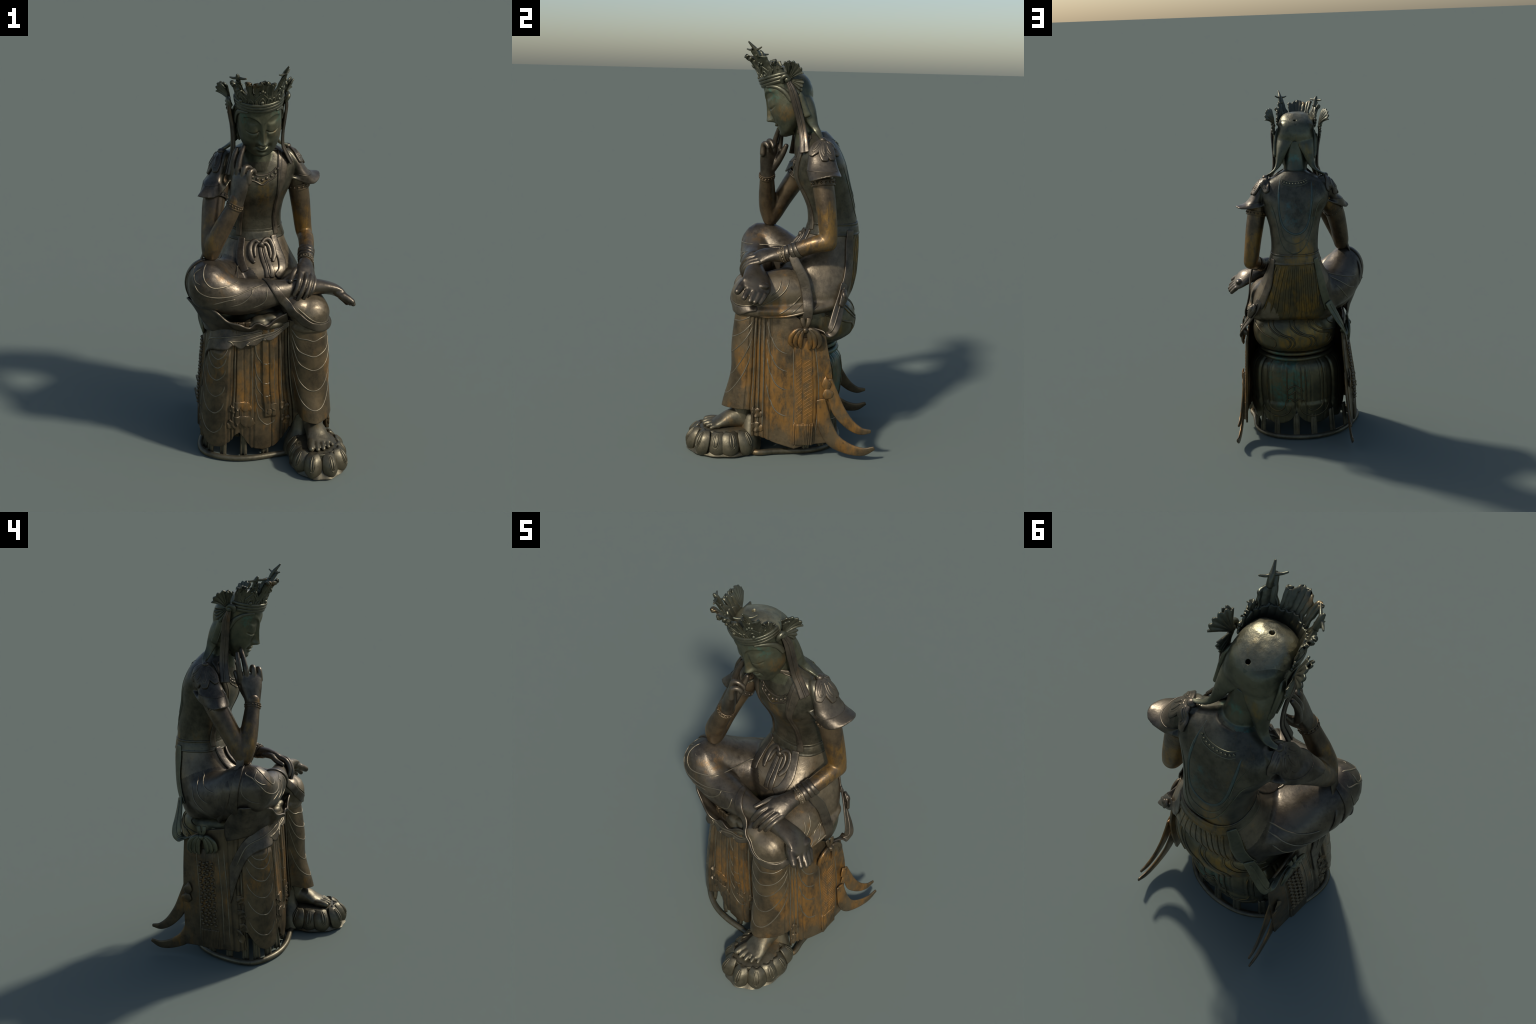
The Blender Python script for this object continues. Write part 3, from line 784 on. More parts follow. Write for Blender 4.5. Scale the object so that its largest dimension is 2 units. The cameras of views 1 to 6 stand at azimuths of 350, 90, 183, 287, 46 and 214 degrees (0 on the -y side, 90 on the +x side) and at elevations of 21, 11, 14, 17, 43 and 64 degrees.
def lotus_petal():
    nu_, nv_ = 28, 26
    s = np.linspace(-1, 1, nu_)[None]; t = np.linspace(0, 1, nv_)[:, None]
    w = .0525 * np.sqrt(np.clip(1 - (np.abs(t - .50) / .53) ** 2.4, 0.0, 1))
    X = s * w
    Zp = .004 + .120 * t + 0 * s
    prof_r = interp(t, [(0, .170), (.25, .171), (.5, .165), (.75, .155), (.92, .143), (1, .133)])
    bul = .023 * np.clip(1 - np.abs(s) ** 2.0, 0, 1) * np.sin(np.pi * np.clip(t * .97 + .02, 0, 1)) ** .6
    Y = prof_r + bul - .008 - np.abs(s) ** 2 * .012
    Gp = np.stack([X + 0 * Y, Y, Zp + 0 * Y], -1)
    n = grid_normals(Gp)
    body = shell(Gp, .018, flip=(n[13, 14, 1] < 0))
    def on(sx, tt_):
        r = float(interp(A([tt_]), [(0, .170), (.25, .171), (.5, .165), (.75, .155), (.92, .143), (1, .133)])[0])
        return (sx, r + .023 * math.sin(math.pi * tt_ * .97 + .06) ** .6 * (1 - (abs(sx) / .0525) ** 2) - .0085, .004 + .12 * tt_)
    extra = []
    for k in (-1, 1):
        extra.append(sweep([(*on(k * .004, .92), .003, .003), (*on(k * .007, .78), .0055, .005), (*on(k * .0075, .62), .006, .006), (*on(k * .005, .50), .005, .005), (*on(k * .001, .45), .003, .003)], 16, 8, ref=(0, 1, .3)))
    extra.append(sweep([(*on(-.012, .88), .002, .002), (*on(-.0165, .65), .0025, .0025), (*on(-.010, .44), .0025, .0025), (*on(0, .385), .0025, .0025), (*on(.010, .44), .0025, .0025), (*on(.0165, .65), .0025, .0025), (*on(.012, .88), .002, .002)], 30, 6, ref=(0, 1, .3)))
    return merge(body, *extra)
pm = data_mesh('lotus_petal', lotus_petal()); pm.materials.append(LOTUS)
for k in range(11):
    a = math.radians(-90 + 12 + 360 / 11 * k)
    o = add('lotus_petal', pm, None, lotus)
    o.matrix_basis = Matrix.Translation((LC[0], LC[1], 0)) @ Matrix.Diagonal((LSX, LSY, 1, 1)) @ Matrix.Rotation(a - math.pi / 2, 4, 'Z') @ Matrix.Scale(1 + .02 * math.sin(k * 2.1), 4)

add('lotus_stem', fuse([sweep([(.135, -.19, .012, .085, .08), (.135, -.18, .07, .07, .065), (.145, -.165, .14, .048, .05), (.150, -.155, .24, .040, .045)], 20, 30, ref=(0, 1, 0), caps=(0, 0)),
                        sweep([(.20, -.16, .012, .11, .06), (.20, -.155, .11, .08, .05), (.20, -.15, .2, .05, .04)], 12, 30, ref=(0, 1, 0), caps=(0, 0))], .006, 10), LOTUS, lotus)

# ================================================================== limbs: feet
def bones(*rows_list):
    return [sweep(r, 24, 18, ref=(.3, .2, .9)) for r in rows_list]

FOOT_L = [(.202, -.16, .155, .042, .042), (.204, -.215, .165, .046, .052), (.208, -.265, .157, .053, .042), (.211, -.305, .143, .059, .028), (.213, -.335, .134, .058, .019)]
SHANK_L = [(.20, -.175, .32, .062, .06), (.20, -.185, .24, .052, .054), (.20, -.195, .17, .048, .05)]
TOES_L = [[(.166, -.325, .138, .019), (.161, -.358, .137, .018), (.158, -.380, .134, .015)],
          [(.193, -.33, .137, .014), (.190, -.365, .138, .0125), (.189, -.388, .131, .0115)],
          [(.217, -.33, .136, .0135), (.218, -.362, .137, .012), (.219, -.382, .130, .011)],
          [(.240, -.322, .134, .0125), (.244, -.35, .135, .011), (.247, -.367, .129, .0105)],
          [(.260, -.312, .132, .0115), (.266, -.333, .132, .0105), (.271, -.347, .127, .010)]]
fl = fuse([sweep(FOOT_L, 30, 28), sweep(SHANK_L, 20, 24, ref=(0, 1, 0))] + [sweep(t, 16, 14) for t in TOES_L], .0035, 5)
c = face_centres(fl)
ds = np.stack([np.minimum(seg_dist(c, FOOT_L) - .03, seg_dist(c, SHANK_L) - .03)] + [seg_dist(c, t[1:]) + .008 for t in TOES_L])
split(fl, np.argmin(ds, 0), ['foot'] + ['toe'] * 5, LOTUS, under=[None] + [0] * 5)

FOOT_R = [(.13, -.152, .905, .043, .045), (.19, -.150, .907, .046, .043), (.25, -.144, .900, .060, .036), (.30, -.138, .884, .071, .030), (.335, -.139, .864, .074, .022), (.36, -.147, .845, .064, .015)]
RN = unit(A([.42, .41, .77]))
TOES_R = [[(.342, -.203, .870, .021), (.366, -.216, .857, .0185), (.384, -.226, .844, .0165)],
          [(.362, -.176, .850, .016), (.386, -.188, .832, .0135), (.400, -.195, .818, .013)],
          [(.368, -.150, .838, .0155), (.393, -.160, .818, .013), (.405, -.166, .806, .012)],
          [(.366, -.124, .828, .015), (.389, -.136, .808, .0125), (.400, -.143, .798, .0115)],
          [(.358, -.098, .822, .014), (.379, -.112, .802, .012), (.389, -.120, .791, .011)]]
fr = fuse([sweep(FOOT_R, 36, 28, ref=RN), ellipsoid((.330, -.183, .880), (.028, .030, .024)), ellipsoid((.335, -.110, .862), (.026, .035, .018))] + [sweep(t, 16, 14) for t in TOES_R], .0035, 5)
c = face_centres(fr)
ds = np.stack([seg_dist(c, FOOT_R) - .03] + [seg_dist(c, t[1:]) + .004 for t in TOES_R])
split(fr, np.argmin(ds, 0), ['foot'] + ['toe'] * 5, BODY, under=[None] + [0] * 5)

# ================================================================== arms and hands
ARM_R = [(-.205, .105, 1.41, .044), (-.220, .088, 1.37, .052), (-.249, .045, 1.315, .055), (-.272, -.02, 1.21, .050), (-.283, -.065, 1.13, .047), (-.286, -.082, 1.10, .044)]
FORE_R = [(-.285, -.085, 1.095, .041), (-.268, -.098, 1.15, .045), (-.233, -.103, 1.22, .0445), (-.197, -.105, 1.285, .040), (-.168, -.106, 1.34, .0365), (-.164, -.105, 1.36, .036)]
ar = fuse([sweep(ARM_R, 40, 28, ref=(1, 0, 0)), sweep(FORE_R, 40, 28, ref=(1, 0, 0))], .005, 5)
arm_r = add('arm', ar, ARM)
ARM_L = [(.172, .155, 1.42, .042), (.188, .160, 1.37, .051), (.206, .175, 1.28, .051), (.220, .188, 1.19, .0475), (.232, .198, 1.10, .044), (.238, .196, 1.068, .042)]
FORE_L = [(.240, .200, 1.062, .040, .042), (.235, .14, 1.052, .040, .042), (.222, .07, 1.025, .038, .040), (.205, .01, 1.0, .034, .036), (.196, -.022, .988, .032, .034), (.194, -.04, .985, .032, .032)]
al = fuse([sweep(ARM_L, 40, 28, ref=(1, 0, 0)), sweep(FORE_L, 40, 28)], .005, 5)
arm_l = add('arm', al, ARM)

PALM_R = [(-.168, -.106, 1.335, .036, .036), (-.158, -.102, 1.37, .043, .032), (-.147, -.097, 1.42, .053, .026), (-.140, -.094, 1.455, .055, .020), (-.137, -.092, 1.472, .050, .014)]
FING_R = [[(-.160, -.048, 1.45, .017), (-.165, -.043, 1.50, .0145), (-.160, -.037, 1.55, .0125), (-.145, -.029, 1.588, .010)],
          [(-.146, -.076, 1.46, .017), (-.146, -.070, 1.51, .0145), (-.132, -.056, 1.56, .0125), (-.113, -.040, 1.60, .0105)],
          [(-.128, -.105, 1.46, .0165), (-.126, -.104, 1.495, .0145), (-.118, -.100, 1.513, .014), (-.100, -.090, 1.512, .013), (-.085, -.080, 1.497, .011), (-.081, -.078, 1.489, .0105)],
          [(-.107, -.130, 1.45, .015), (-.105, -.129, 1.485, .0135), (-.098, -.125, 1.500, .013), (-.084, -.114, 1.503, .012), (-.074, -.104, 1.492, .0105), (-.073, -.102, 1.486, .010)]]
THUMB_R = [(-.156, -.080, 1.375, .024), (-.148, -.052, 1.415, .021), (-.138, -.028, 1.455, .0165), (-.131, -.012, 1.49, .0125)]
hr = fuse([sweep(PALM_R, 30, 28, ref=(.83, .55, 0)), sweep(THUMB_R, 24, 18, ref=(1, 0, 0))] + [sweep(f, 30, 16, ref=(.83, -.3, .3)) for f in FING_R], .0028, 3)
c = face_centres(hr)
ds = np.stack([seg_dist(c, PALM_R) - .022] + [seg_dist(c, f[1:]) + .006 for f in FING_R] + [seg_dist(c, THUMB_R[1:]) + .006])
split(hr, np.argmin(ds, 0), ['hand'] + ['finger'] * 4 + ['thumb'], BODY, under=[None] + [0] * 5)

PALM_L = [(.195, -.018, .986, .033, .033), (.190, -.055, .988, .040, .028), (.182, -.10, .982, .048, .022), (.177, -.135, .969, .050, .017), (.175, -.150, .962, .046, .012)]
FING_L = [[(.146, -.135, .980, .0145), (.129, -.186, .963, .0135), (.112, -.208, .925, .0115), (.097, -.207, .894, .0095)],
          [(.169, -.143, .973, .0145), (.158, -.190, .957, .0135), (.134, -.216, .910, .012), (.114, -.214, .870, .0095)],
          [(.193, -.141, .962, .0140), (.182, -.184, .944, .013), (.162, -.210, .902, .0115), (.145, -.208, .869, .0095)],
          [(.211, -.130, .952, .0135), (.207, -.176, .938, .0125), (.193, -.200, .910, .011), (.177, -.200, .885, .009)]]
THUMB_L = [(.168, -.055, .985, .019), (.128, -.108, .985, .0155), (.105, -.140, .968, .0135), (.088, -.176, .955, .0115)]
hl = fuse([sweep(PALM_L, 30, 28, ref=(.5, -.1, .85)), sweep(THUMB_L, 24, 18)] + [sweep(f, 30, 16, ref=(.9, .1, .3)) for f in FING_L], .0028, 3)
c = face_centres(hl)
ds = np.stack([seg_dist(c, PALM_L) - .022] + [seg_dist(c, f[1:]) + .006 for f in FING_L] + [seg_dist(c, THUMB_L[1:]) + .006])
split(hl, np.argmin(ds, 0), ['hand'] + ['finger'] * 4 + ['thumb'], BODY, under=[None] + [0] * 5)

def bracelet(centre, axis, r, half, mat, parent, name='bracelet', squash=1.0):
    axis = unit(axis); a1 = unit(np.cross(axis, (0.2, 1, .1))); a2 = np.cross(axis, a1)
    t = np.linspace(0, 2 * np.pi, 48, endpoint=False)
    circ = lambda k, rr: A(centre) + axis * k + np.outer(np.cos(t), a1) * rr + np.outer(np.sin(t), a2) * rr * squash
    parts = []
    G_ = np.stack([circ(k, rr) for k, rr in ((-half, r - .006), (-half, r + .0015), (half, r + .0015), (half, r - .006))])
    parts.append(grid(G_, True))
    for k in (-half, half):
        parts.append(sweep(np.column_stack([circ(k, r + .001), np.full(48, .003), np.full(48, .0035)]), raw=True, closed=True, seg=8, ref=axis))
    ob = add(name, merge(*parts), mat, parent, angle=40)
    beads = []
    for j in range(16):
        q = 2 * math.pi * j / 16
        p = A(centre) + a1 * math.cos(q) * (r + .0015) + a2 * math.sin(q) * (r + .0015) * squash
        beads.append(ellipsoid(p, (half * .5,) * 3, 8, 6))
    add('bead_row', merge(*beads), mat, ob, kind='stuff')
bracelet((-.170, -.106, 1.333), (.45, -.02, .89), .0375, .010, ARM, arm_r)
bracelet((.200, -.010, .992), (.35, .9, .24), .0350, .011, THIGH, arm_l)
bracelet((.197, .166, 1.343), (.16, .1, -.97), .0545, .012, ARM, arm_l, 'armlet')
bracelet((-.238, .055, 1.338), (-.25, -.5, -.83), .0565, .010, BODY, arm_r, 'armlet')

SL_TREE, SR_TREE = bvh(grid(GL, True)), bvh(grid(GR, True))
for Gs in (GL, GR):
    add('fold_ridge', merge(*[ridge(TORSO_TREE, np.vstack([Gs[k], Gs[k][:1]])[::6], .0022, 120, taper=False) for k in (37,)]), BODY, capes, kind='stuff')

# shoulder rosettes
def lay_petal(tree, base, tip, half, mat, parent, d=None):
    base, tip = A(base), A(tip)
    pts = [base * (1 - k) + tip * k for k in (0, .25, .5, .75, 1)]
    out = [strap(tree, pts, [half * .4, half * .85, half, half * .98, half * .6], .007, 26, d=d, lift=.003)]
    ins = [base * (1 - k) + tip * k for k in (.25, .42, .58, .72, .82)]
    out.append(strap(tree, ins, [half * .3, half * .52, half * .6, half * .55, half * .3], .005, 20, d=d, lift=.007))
    ins = [base * (1 - k) + tip * k for k in (.35, .5, .65, .75)]
    out.append(strap(tree, ins, [half * .12, half * .26, half * .26, half * .1], .005, 16, d=d, lift=.010))
    add('rosette_petal', merge(*out), mat, parent)
BOTH_L = BOTH_R = TORSO_TREE
for ctr, tips, tree, dd in (((.147, .160, 1.545), [(.222, .168, 1.455), (.198, .105, 1.478), (.215, .205, 1.465), (.16, .235, 1.50)], BOTH_L, A([-.75, -.05, -.65])),
                        ((-.205, .120, 1.545), [(-.262, .105, 1.435), (-.245, .055, 1.465), (-.262, .15, 1.45), (-.225, .185, 1.475)], BOTH_R, A([.75, -.05, -.65]))):
    q, nn = cast(tree, [ctr], dd)
    ros = add('rosette', ellipsoid(q[0] + nn[0] * .005, (.018, .018, .014)), BODY)
    for tp in tips:
        lay_petal(tree, ctr, tp, .027, BODY, ros, dd)

# ================================================================== neck and head
HP = A([-.033, 0.0, 1.70])
_p, _r = math.radians(18), math.radians(3.5)
UPV = unit(A([-math.sin(_r), -math.sin(_p), math.cos(_p)]))
RIGHTV = unit(np.cross(A([0, -1., 0]), UPV) * -1)        # +x side
RIGHTV = unit(A([1, 0, 0]) - UPV * UPV[0])
FWDV = np.cross(UPV, RIGHTV) * -1
if FWDV[1] > 0: FWDV = -FWDV
def H2W(X, D, h):
    X, D, h = np.broadcast_arrays(np.asarray(X, float), np.asarray(D, float), np.asarray(h, float))
    return HP + X[..., None] * RIGHTV + D[..., None] * FWDV + h[..., None] * UPV
def W2H(p):
    d = A(p) - HP
    return A([d @ RIGHTV, d @ FWDV, d @ UPV])

def W2H_all(P):
    d = P - HP
    return np.stack([d @ RIGHTV, d @ FWDV, d @ UPV], 1)

HEAD = [  # h, half width, front depth, back depth
    (-.146, .012, .060, -.020), (-.142, .032, .072, -.002), (-.134, .047, .080, .010), (-.12, .062, .085, .0), (-.10, .077, .087, -.03), (-.07, .092, .091, -.07), (-.04, .1005, .096, -.095),
    (0, .105, .100, -.114), (.04, .1055, .103, -.127), (.08, .105, .1045, -.128), (.10, .1045, .103, -.122), (.12, .103, .1005, -.111), (.155, .091, .085, -.080), (.178, .069, .058, -.050), (.190, .042, .030, -.026), (.195, .012, .008, -.006)]
hn, ht = 260, 300
hh = np.concatenate([np.linspace(-.146, .12, 200), np.linspace(.12, .185, 50)[1:], .185 + .010 * np.sin(np.linspace(0, 1, 26)[1:] * math.pi / 2)])
S = interp(hh, HEAD)
th = np.linspace(0, 2 * np.pi, ht, endpoint=False) + np.pi / 2
pw = 2.25
c_, s_ = np.cos(th), np.sin(th)
cc = np.sign(c_) * np.abs(c_) ** (2 / pw); ss = np.sign(s_) * np.abs(s_) ** (2 / pw)
cd, rd = (S[:, 1] + S[:, 2]) / 2, (S[:, 1] - S[:, 2]) / 2
HX = S[:, :1] * cc[None]
HD = cd[:, None] + rd[:, None] * ss[None]
HH = np.repeat(hh[:, None], ht, 1)
fm = step(ss, .1, .55)[None]                              # front of the head only
ax = np.abs(HX)
rel = np.zeros_like(HX)
# nose: bridge widening to tip, cut off sharply below
nose_w = np.interp(HH, [-.07, -.045, .0, .05], [.0135, .0135, .0085, .0085])
nose_h = np.interp(HH, [-.066, -.058, -.050, -.043, -.02, .02, .045, .075], [0, .012, .031, .036, .026, .012, .006, 0])
rel += nose_h * np.exp(-np.abs(HX / nose_w) ** 2.2 * .7)
rel += .013 * gauss(ax - .0165, .0075) * gauss(HH + .047, .009)
# brow arc, orbit, lowered lid, slit
brow = .042 + .050 * np.sin(np.clip(ax / .085, 0, 1) * math.pi * .72) ** .8
below = brow - HH
rel += .0035 * gauss(below, .008) * step(ax, .004, .02)
rel -= .0075 * step(below, .0, .010) * step(-below, -.085, -.03) * step(ax, .006, .020) * step(-ax, -.092, -.07)
slit = .014 - .010 * np.sin(np.clip((ax - .015) / .065, 0, 1) * math.pi)
rel += .0085 * np.exp(-((ax - .046) / .032) ** 4) * np.exp(-(((HH - slit - .024) / .026)) ** 4)
rel -= .0055 * gauss(HH - slit, .0035) * step(ax, .012, .020) * step(-ax, -.082, -.07)
rel += .004 * gauss(HH - slit + .014, .010) * step(ax, .015, .03) * step(-ax, -.085, -.06)
# cheeks, mouth, chin
rel += .005 * gauss(ax - .055, .025) * gauss(HH + .045, .03)
m_up = -.086 + .006 * (ax / .026) ** 2
inm = step(-ax, -.033, -.022)
rel += .010 * gauss(HH - m_up - .0075, .0062) * inm * np.exp(-(ax / .024) ** 4) + .0085 * gauss(HH - m_up + .0095, .0065) * np.exp(-(ax / .020) ** 4)
rel -= .008 * gauss(HH - m_up, .0028) * step(-ax, -.036, -.024)
rel -= .006 * gauss(ax - .033, .008) * gauss(HH + .078, .010)
rel -= .005 * gauss(HH + .110, .006) * np.exp(-(ax / .022) ** 2)
rel += .006 * gauss(HH + .124, .012) * np.exp(-(ax / .022) ** 2)
rel -= .003 * gauss(ax, .005) * gauss(HH + .070, .006)
HD = HD + rel * fm
head_grid = H2W(HX, HD, HH)
# hammered unevenness on the crown of the head
bump = np.zeros(HH.shape)
for k in range(120):
    q0, q1, q2 = RNG.uniform(-.09, .09), RNG.uniform(-.11, .08), RNG.uniform(.005, .016)
    bump += RNG.uniform(-.0016, .0016) * gauss(HX - q0, q2) * gauss(HD - q1, q2)
head_grid += UPV * (bump * step(HH, .12, .165))[..., None]
def pit(Gm, c, r, depth):
    """Press a round hole into a fine grid."""
    d = np.linalg.norm(Gm - A(c), axis=-1)
    k = step(-d, -r * 1.12, -r * .88)
    inward = unit(H2W(0, -.01, .06) - A(c))
    return Gm + inward * (depth * k)[..., None]
head_grid = pit(head_grid, (-.045, -.046, 1.8895), .0085, .030)
head_vf = grid(head_grid, True, True, True)
HEAD_TREE = bvh(head_vf)
head_lab = (W2H_all(face_centres(head_vf))[:, 2] > .168) | ((W2H_all(face_centres(head_vf))[:, 2] > .10) & (W2H_all(face_centres(head_vf))[:, 1] < -.02))
_h = split(head_vf, head_lab.astype(int), ['head', 'head_crown'], [FACE, DOME])
head, dome = _h[0], _h[1]
def carve(ob, p, axis, r, depth):
    axis = unit(axis); p = A(p)
    V_, F_ = sweep(np.column_stack([[p + axis * .02, p - axis * depth], [r, r], [r, r]]), 4, 20, ref=(.9, .3, .1), caps=(0, 0))
    me = data_mesh('cut', (V_, F_)); co = bpy.data.objects.new('cut', me); bpy.context.scene.collection.objects.link(co)
    m = ob.modifiers.new('cut', 'BOOLEAN'); m.operation = 'DIFFERENCE'; m.object = co; m.solver = 'EXACT'
    dg = bpy.context.evaluated_depsgraph_get()
    new = bpy.data.meshes.new_from_object(ob.evaluated_get(dg))
    old = ob.data; ob.modifiers.clear(); ob.data = new; new.name = old.name
    bpy.data.objects.remove(co); bpy.data.meshes.remove(me); bpy.data.meshes.remove(old)
q, nn = nearest(HEAD_TREE, [(-.045, -.046, 1.90)]); HOLE_TOP = (q[0], nn[0])

# hair: a cap down the back of the head, parted at the nape
hb, hs = 70, 140
tb = np.linspace(math.radians(-172), math.radians(-8), hs)                   # back half, angles around the head
off = np.abs(np.degrees(tb) + 90)
low = np.interp(off, [0, 4, 18, 34, 50, 82], [.005, -.018, -.055, -.092, -.10, -.10])
Hh = low[None] + (.165 - low[None]) * np.linspace(0, 1, hb)[:, None]
S2 = interp(np.clip(Hh, -.146, .196), HEAD)
c_, s_ = np.cos(tb), np.sin(tb)
pwh = 2.7
cc = np.sign(c_) * np.abs(c_) ** (2 / pwh); ss = np.sign(s_) * np.abs(s_) ** (2 / pwh)
wd = np.maximum(S2[..., 0], .100 * step(-Hh, -.06, .02) - .1 * np.clip(-Hh - .06, 0, 1))
bk = np.where(Hh > -.03, S2[..., 2], np.minimum(S2[..., 2], -.108 + .35 * np.clip(-Hh - .04, 0, .2)))
cdm, rdm = (S2[..., 1] + bk) / 2, (S2[..., 1] - bk) / 2
cdm, rdm = np.where(Hh > -.02, cdm, np.maximum(cdm, -.03)), np.where(Hh > -.02, rdm, np.maximum(cdm, -.03) - bk)
inflate = .004 * step(-Hh, -.10, .0) - .006 * step(Hh, .10, .14)
hairX = (wd + inflate) * cc[None]
hairD = cdm + (rdm + inflate) * ss[None]
hg = H2W(hairX, hairD, Hh)
hnm = grid_normals(hg)
def veil(inner, outer, bulge, s_side):
    """Half of the hair veil: a curved sheet between its nape edge and its ear edge, narrowing on to the shoulder."""
    I_, O_ = spline(inner, 60), spline(outer, 60)
    k = np.linspace(0, 1, 26)[None, :, None]
    base = I_[:, None] * (1 - k) + O_[:, None] * k
    fan_ = np.linspace(1, 0, 60)[:, None, None]
    outw = unit(A([s_side * .45, 1, .15]))
    Gv = base + outw * (bulge * np.sin(k * math.pi) * (.25 * fan_ + .9 * np.sin(np.linspace(0, 1, 60)[:, None, None] ** .8 * math.pi) + .1))
    n = grid_normals(Gv)
    return shell(Gv, .016, flip=((n[30, 12] @ outw) < 0))
veils = [veil([(-.030, .108, 1.755), (.002, .122, 1.695), (.028, .128, 1.640), (.048, .134, 1.602), (.075, .148, 1.576), (.110, .160, 1.560), (.145, .168, 1.549)],
              [(.076, .030, 1.79), (.081, .048, 1.73), (.079, .066, 1.67), (.078, .084, 1.62), (.086, .112, 1.587), (.112, .134, 1.565), (.147, .146, 1.553)], .027, 1),
         veil([(-.032, .108, 1.755), (-.062, .122, 1.695), (-.087, .128, 1.640), (-.106, .133, 1.602), (-.132, .144, 1.576), (-.166, .148, 1.560), (-.200, .140, 1.549)],
              [(-.144, .030, 1.79), (-.149, .048, 1.73), (-.146, .064, 1.67), (-.143, .082, 1.62), (-.149, .104, 1.588), (-.174, .118, 1.566), (-.206, .117, 1.553)], .027, -1)]
hair_vf = fuse([shell(hg, .014, flip=(hnm[40, 70] @ A([0, 1, 0]) < 0))] + veils, .004, 10)
hair = add('hair', hair_vf, BACK)
q, nn = nearest(bvh(hair_vf), [(-.035, .070, 1.856)]); carve(hair, q[0], nn[0], .0095, .03); carve(dome, q[0], nn[0], .0095, .06)

# ears
for s in (1, -1):
    e0 = lambda X, D, h, a, b: (*H2W(s * X, D, h), a, b)
    parts = [sweep([e0(.102, -.045, .075, .016, .010), e0(.111, -.052, .045, .020, .010), e0(.113, -.058, .005, .019, .010), e0(.112, -.062, -.04, .018, .010), e0(.110, -.065, -.075, .020, .011)], 36, 16, ref=RIGHTV * s, power=2.6)]
    parts.append(sweep([e0(.122, -.045, .06, .004, .004), e0(.124, -.042, .0, .004, .004), e0(.121, -.048, -.06, .004, .004)], 20, 8, ref=RIGHTV * s))
    add('ear', merge(*parts), FACE, head)

# ================================================================== crown
def CB(phi, s, lift=0.0):
    """Crown surface: phi degrees (0 front, + towards its left), s metres above the band."""
    a = np.radians(phi)
    s = np.asarray(s, float)
    r = .03 * s + 1.55 * s * s + lift
    X = (.111 + r) * np.sin(a); D = (.107 + r) * np.cos(a) - .003
    side = np.clip(np.abs(np.asarray(phi)) / 90, 0, 1)
    return H2W(X, D, .152 + s * .97 - .010 * side)
bands = []
for h0, rr, th_ in ((.124, .1085, .010), (.140, .1115, .0095), (.155, .1125, .009)):
    a = np.radians(np.linspace(-100, 100, 90))
    pts = H2W(rr * np.sin(a) * 1.0, rr * np.cos(a) - .003, h0 - .006 * (np.abs(np.degrees(a)) / 90) ** 2 + 0 * a)
    bands.append(sweep(np.column_stack([pts, np.full(90, th_ * .9), np.full(90, .0065)]), raw=True, seg=12, ref=UPV * 0 + (pts - HP - UPV * .14), power=2.6))
crown = add('crown_band', merge(*bands), CROWN)
# curved hem of the band by the temples
tm = []
for s in (1, -1):
    pts = [H2W(s * .070, .082, .112), H2W(s * .090, .058, .106), H2W(s * .104, .030, .090), H2W(s * .110, .005, .060), H2W(s * .110, -.012, .015)]
    tm.append(sweep(np.column_stack([A(pts), [.006, .008, .010, .012, .012], [.006] * 5]), 30, 10, ref=RIGHTV * s))
add('temple_hair', merge(*tm), CROWN, crown)

pc = np.linspace(-90, 90, 300)
crest = .046 + .012 * gauss(pc + 2, 14) + .012 * gauss(pc - 46, 14) + .012 * gauss(pc + 54, 14)
crest += .003 * np.sin(pc * .55) + .002 * np.sin(pc * 1.3 + 1)
crest *= step(90.5 - np.abs(pc), 0, 8) * .75 + .25
ss_ = np.linspace(0, 1, 40)[:, None]
CW = CB(pc[None] + 0 * ss_, crest[None] * ss_ - .004 * (1 - ss_), .003 * np.cos(pc[None] * .42) * ss_)
cn = grid_normals(CW)
add('crown_wall', shell(CW, .017, flip=((cn[20, 130] @ FWDV) < 0)), CROWN, crown)

def crest_panel(phi0, rows, ribs=3, lift=.001, curl=0.0, name='crown_leaf', tilt=0.0):
    """Leafy panel rising from the crown wall.  Rows: height, width towards its left, width towards its right (metres)."""
    R_ = A(rows)
    n = 46
    s_ = np.linspace(R_[0, 0], R_[-1, 0], n)
    W = interp(s_, R_)
    W = np.maximum(W, .0015) * (1 + .05 * np.sin(s_ * 190 + phi0))[:, None]
    k = np.linspace(-1, 1, 40)[None]
    wid = np.where(k > 0, W[:, :1] * k, W[:, 1:] * k)
    ph = phi0 + np.degrees((wid + tilt * s_[:, None]) / (.111 + .03 * s_[:, None] + 1.55 * s_[:, None] ** 2))
    edge = np.abs(k) ** 3
    rel = lift + .0022 * np.cos(k * math.pi * ribs) * step(s_, .03, .07)[:, None] - .004 * edge + curl * (s_[:, None] / .14) ** 3
    hh_ = s_[:, None] - .008 * k ** 2 * step(s_, .8 * R_[-1, 0], R_[-1, 0])[:, None]
    Gp = CB(ph, hh_ + 0 * ph, rel)
    n_ = grid_normals(Gp)
    add(name, shell(Gp, .011, flip=((n_[20, 20] @ (Gp[20, 20] - HP - UPV * .25)) < 0)), CROWN, crown)
crest_panel(-2, [(.0, .05, .05), (.045, .048, .048), (.065, .038, .036), (.085, .038, .038), (.105, .043, .043), (.122, .040, .042), (.132, .034, .026), (.139, .028, .010), (.142, .018, .002)], 4)
crest_panel(-29, [(.0, .02, .02), (.05, .018, .018), (.075, .011, .012), (.10, .015, .016), (.125, .014, .015), (.138, .008, .008), (.142, .002, .002)], 2)
crest_panel(44, [(.0, .05, .05), (.045, .052, .046), (.065, .050, .034), (.085, .054, .024), (.103, .054, .020), (.114, .044, .019), (.120, .026, .019), (.130, .016, .016), (.150, .013, .013), (.160, .009, .010)], 3)
crest_panel(-55, [(.0, .05, .05), (.045, .046, .044), (.062, .028, .036), (.08, .017, .026), (.098, .014, .015), (.115, .012, .013), (.130, .010, .012)], 2)
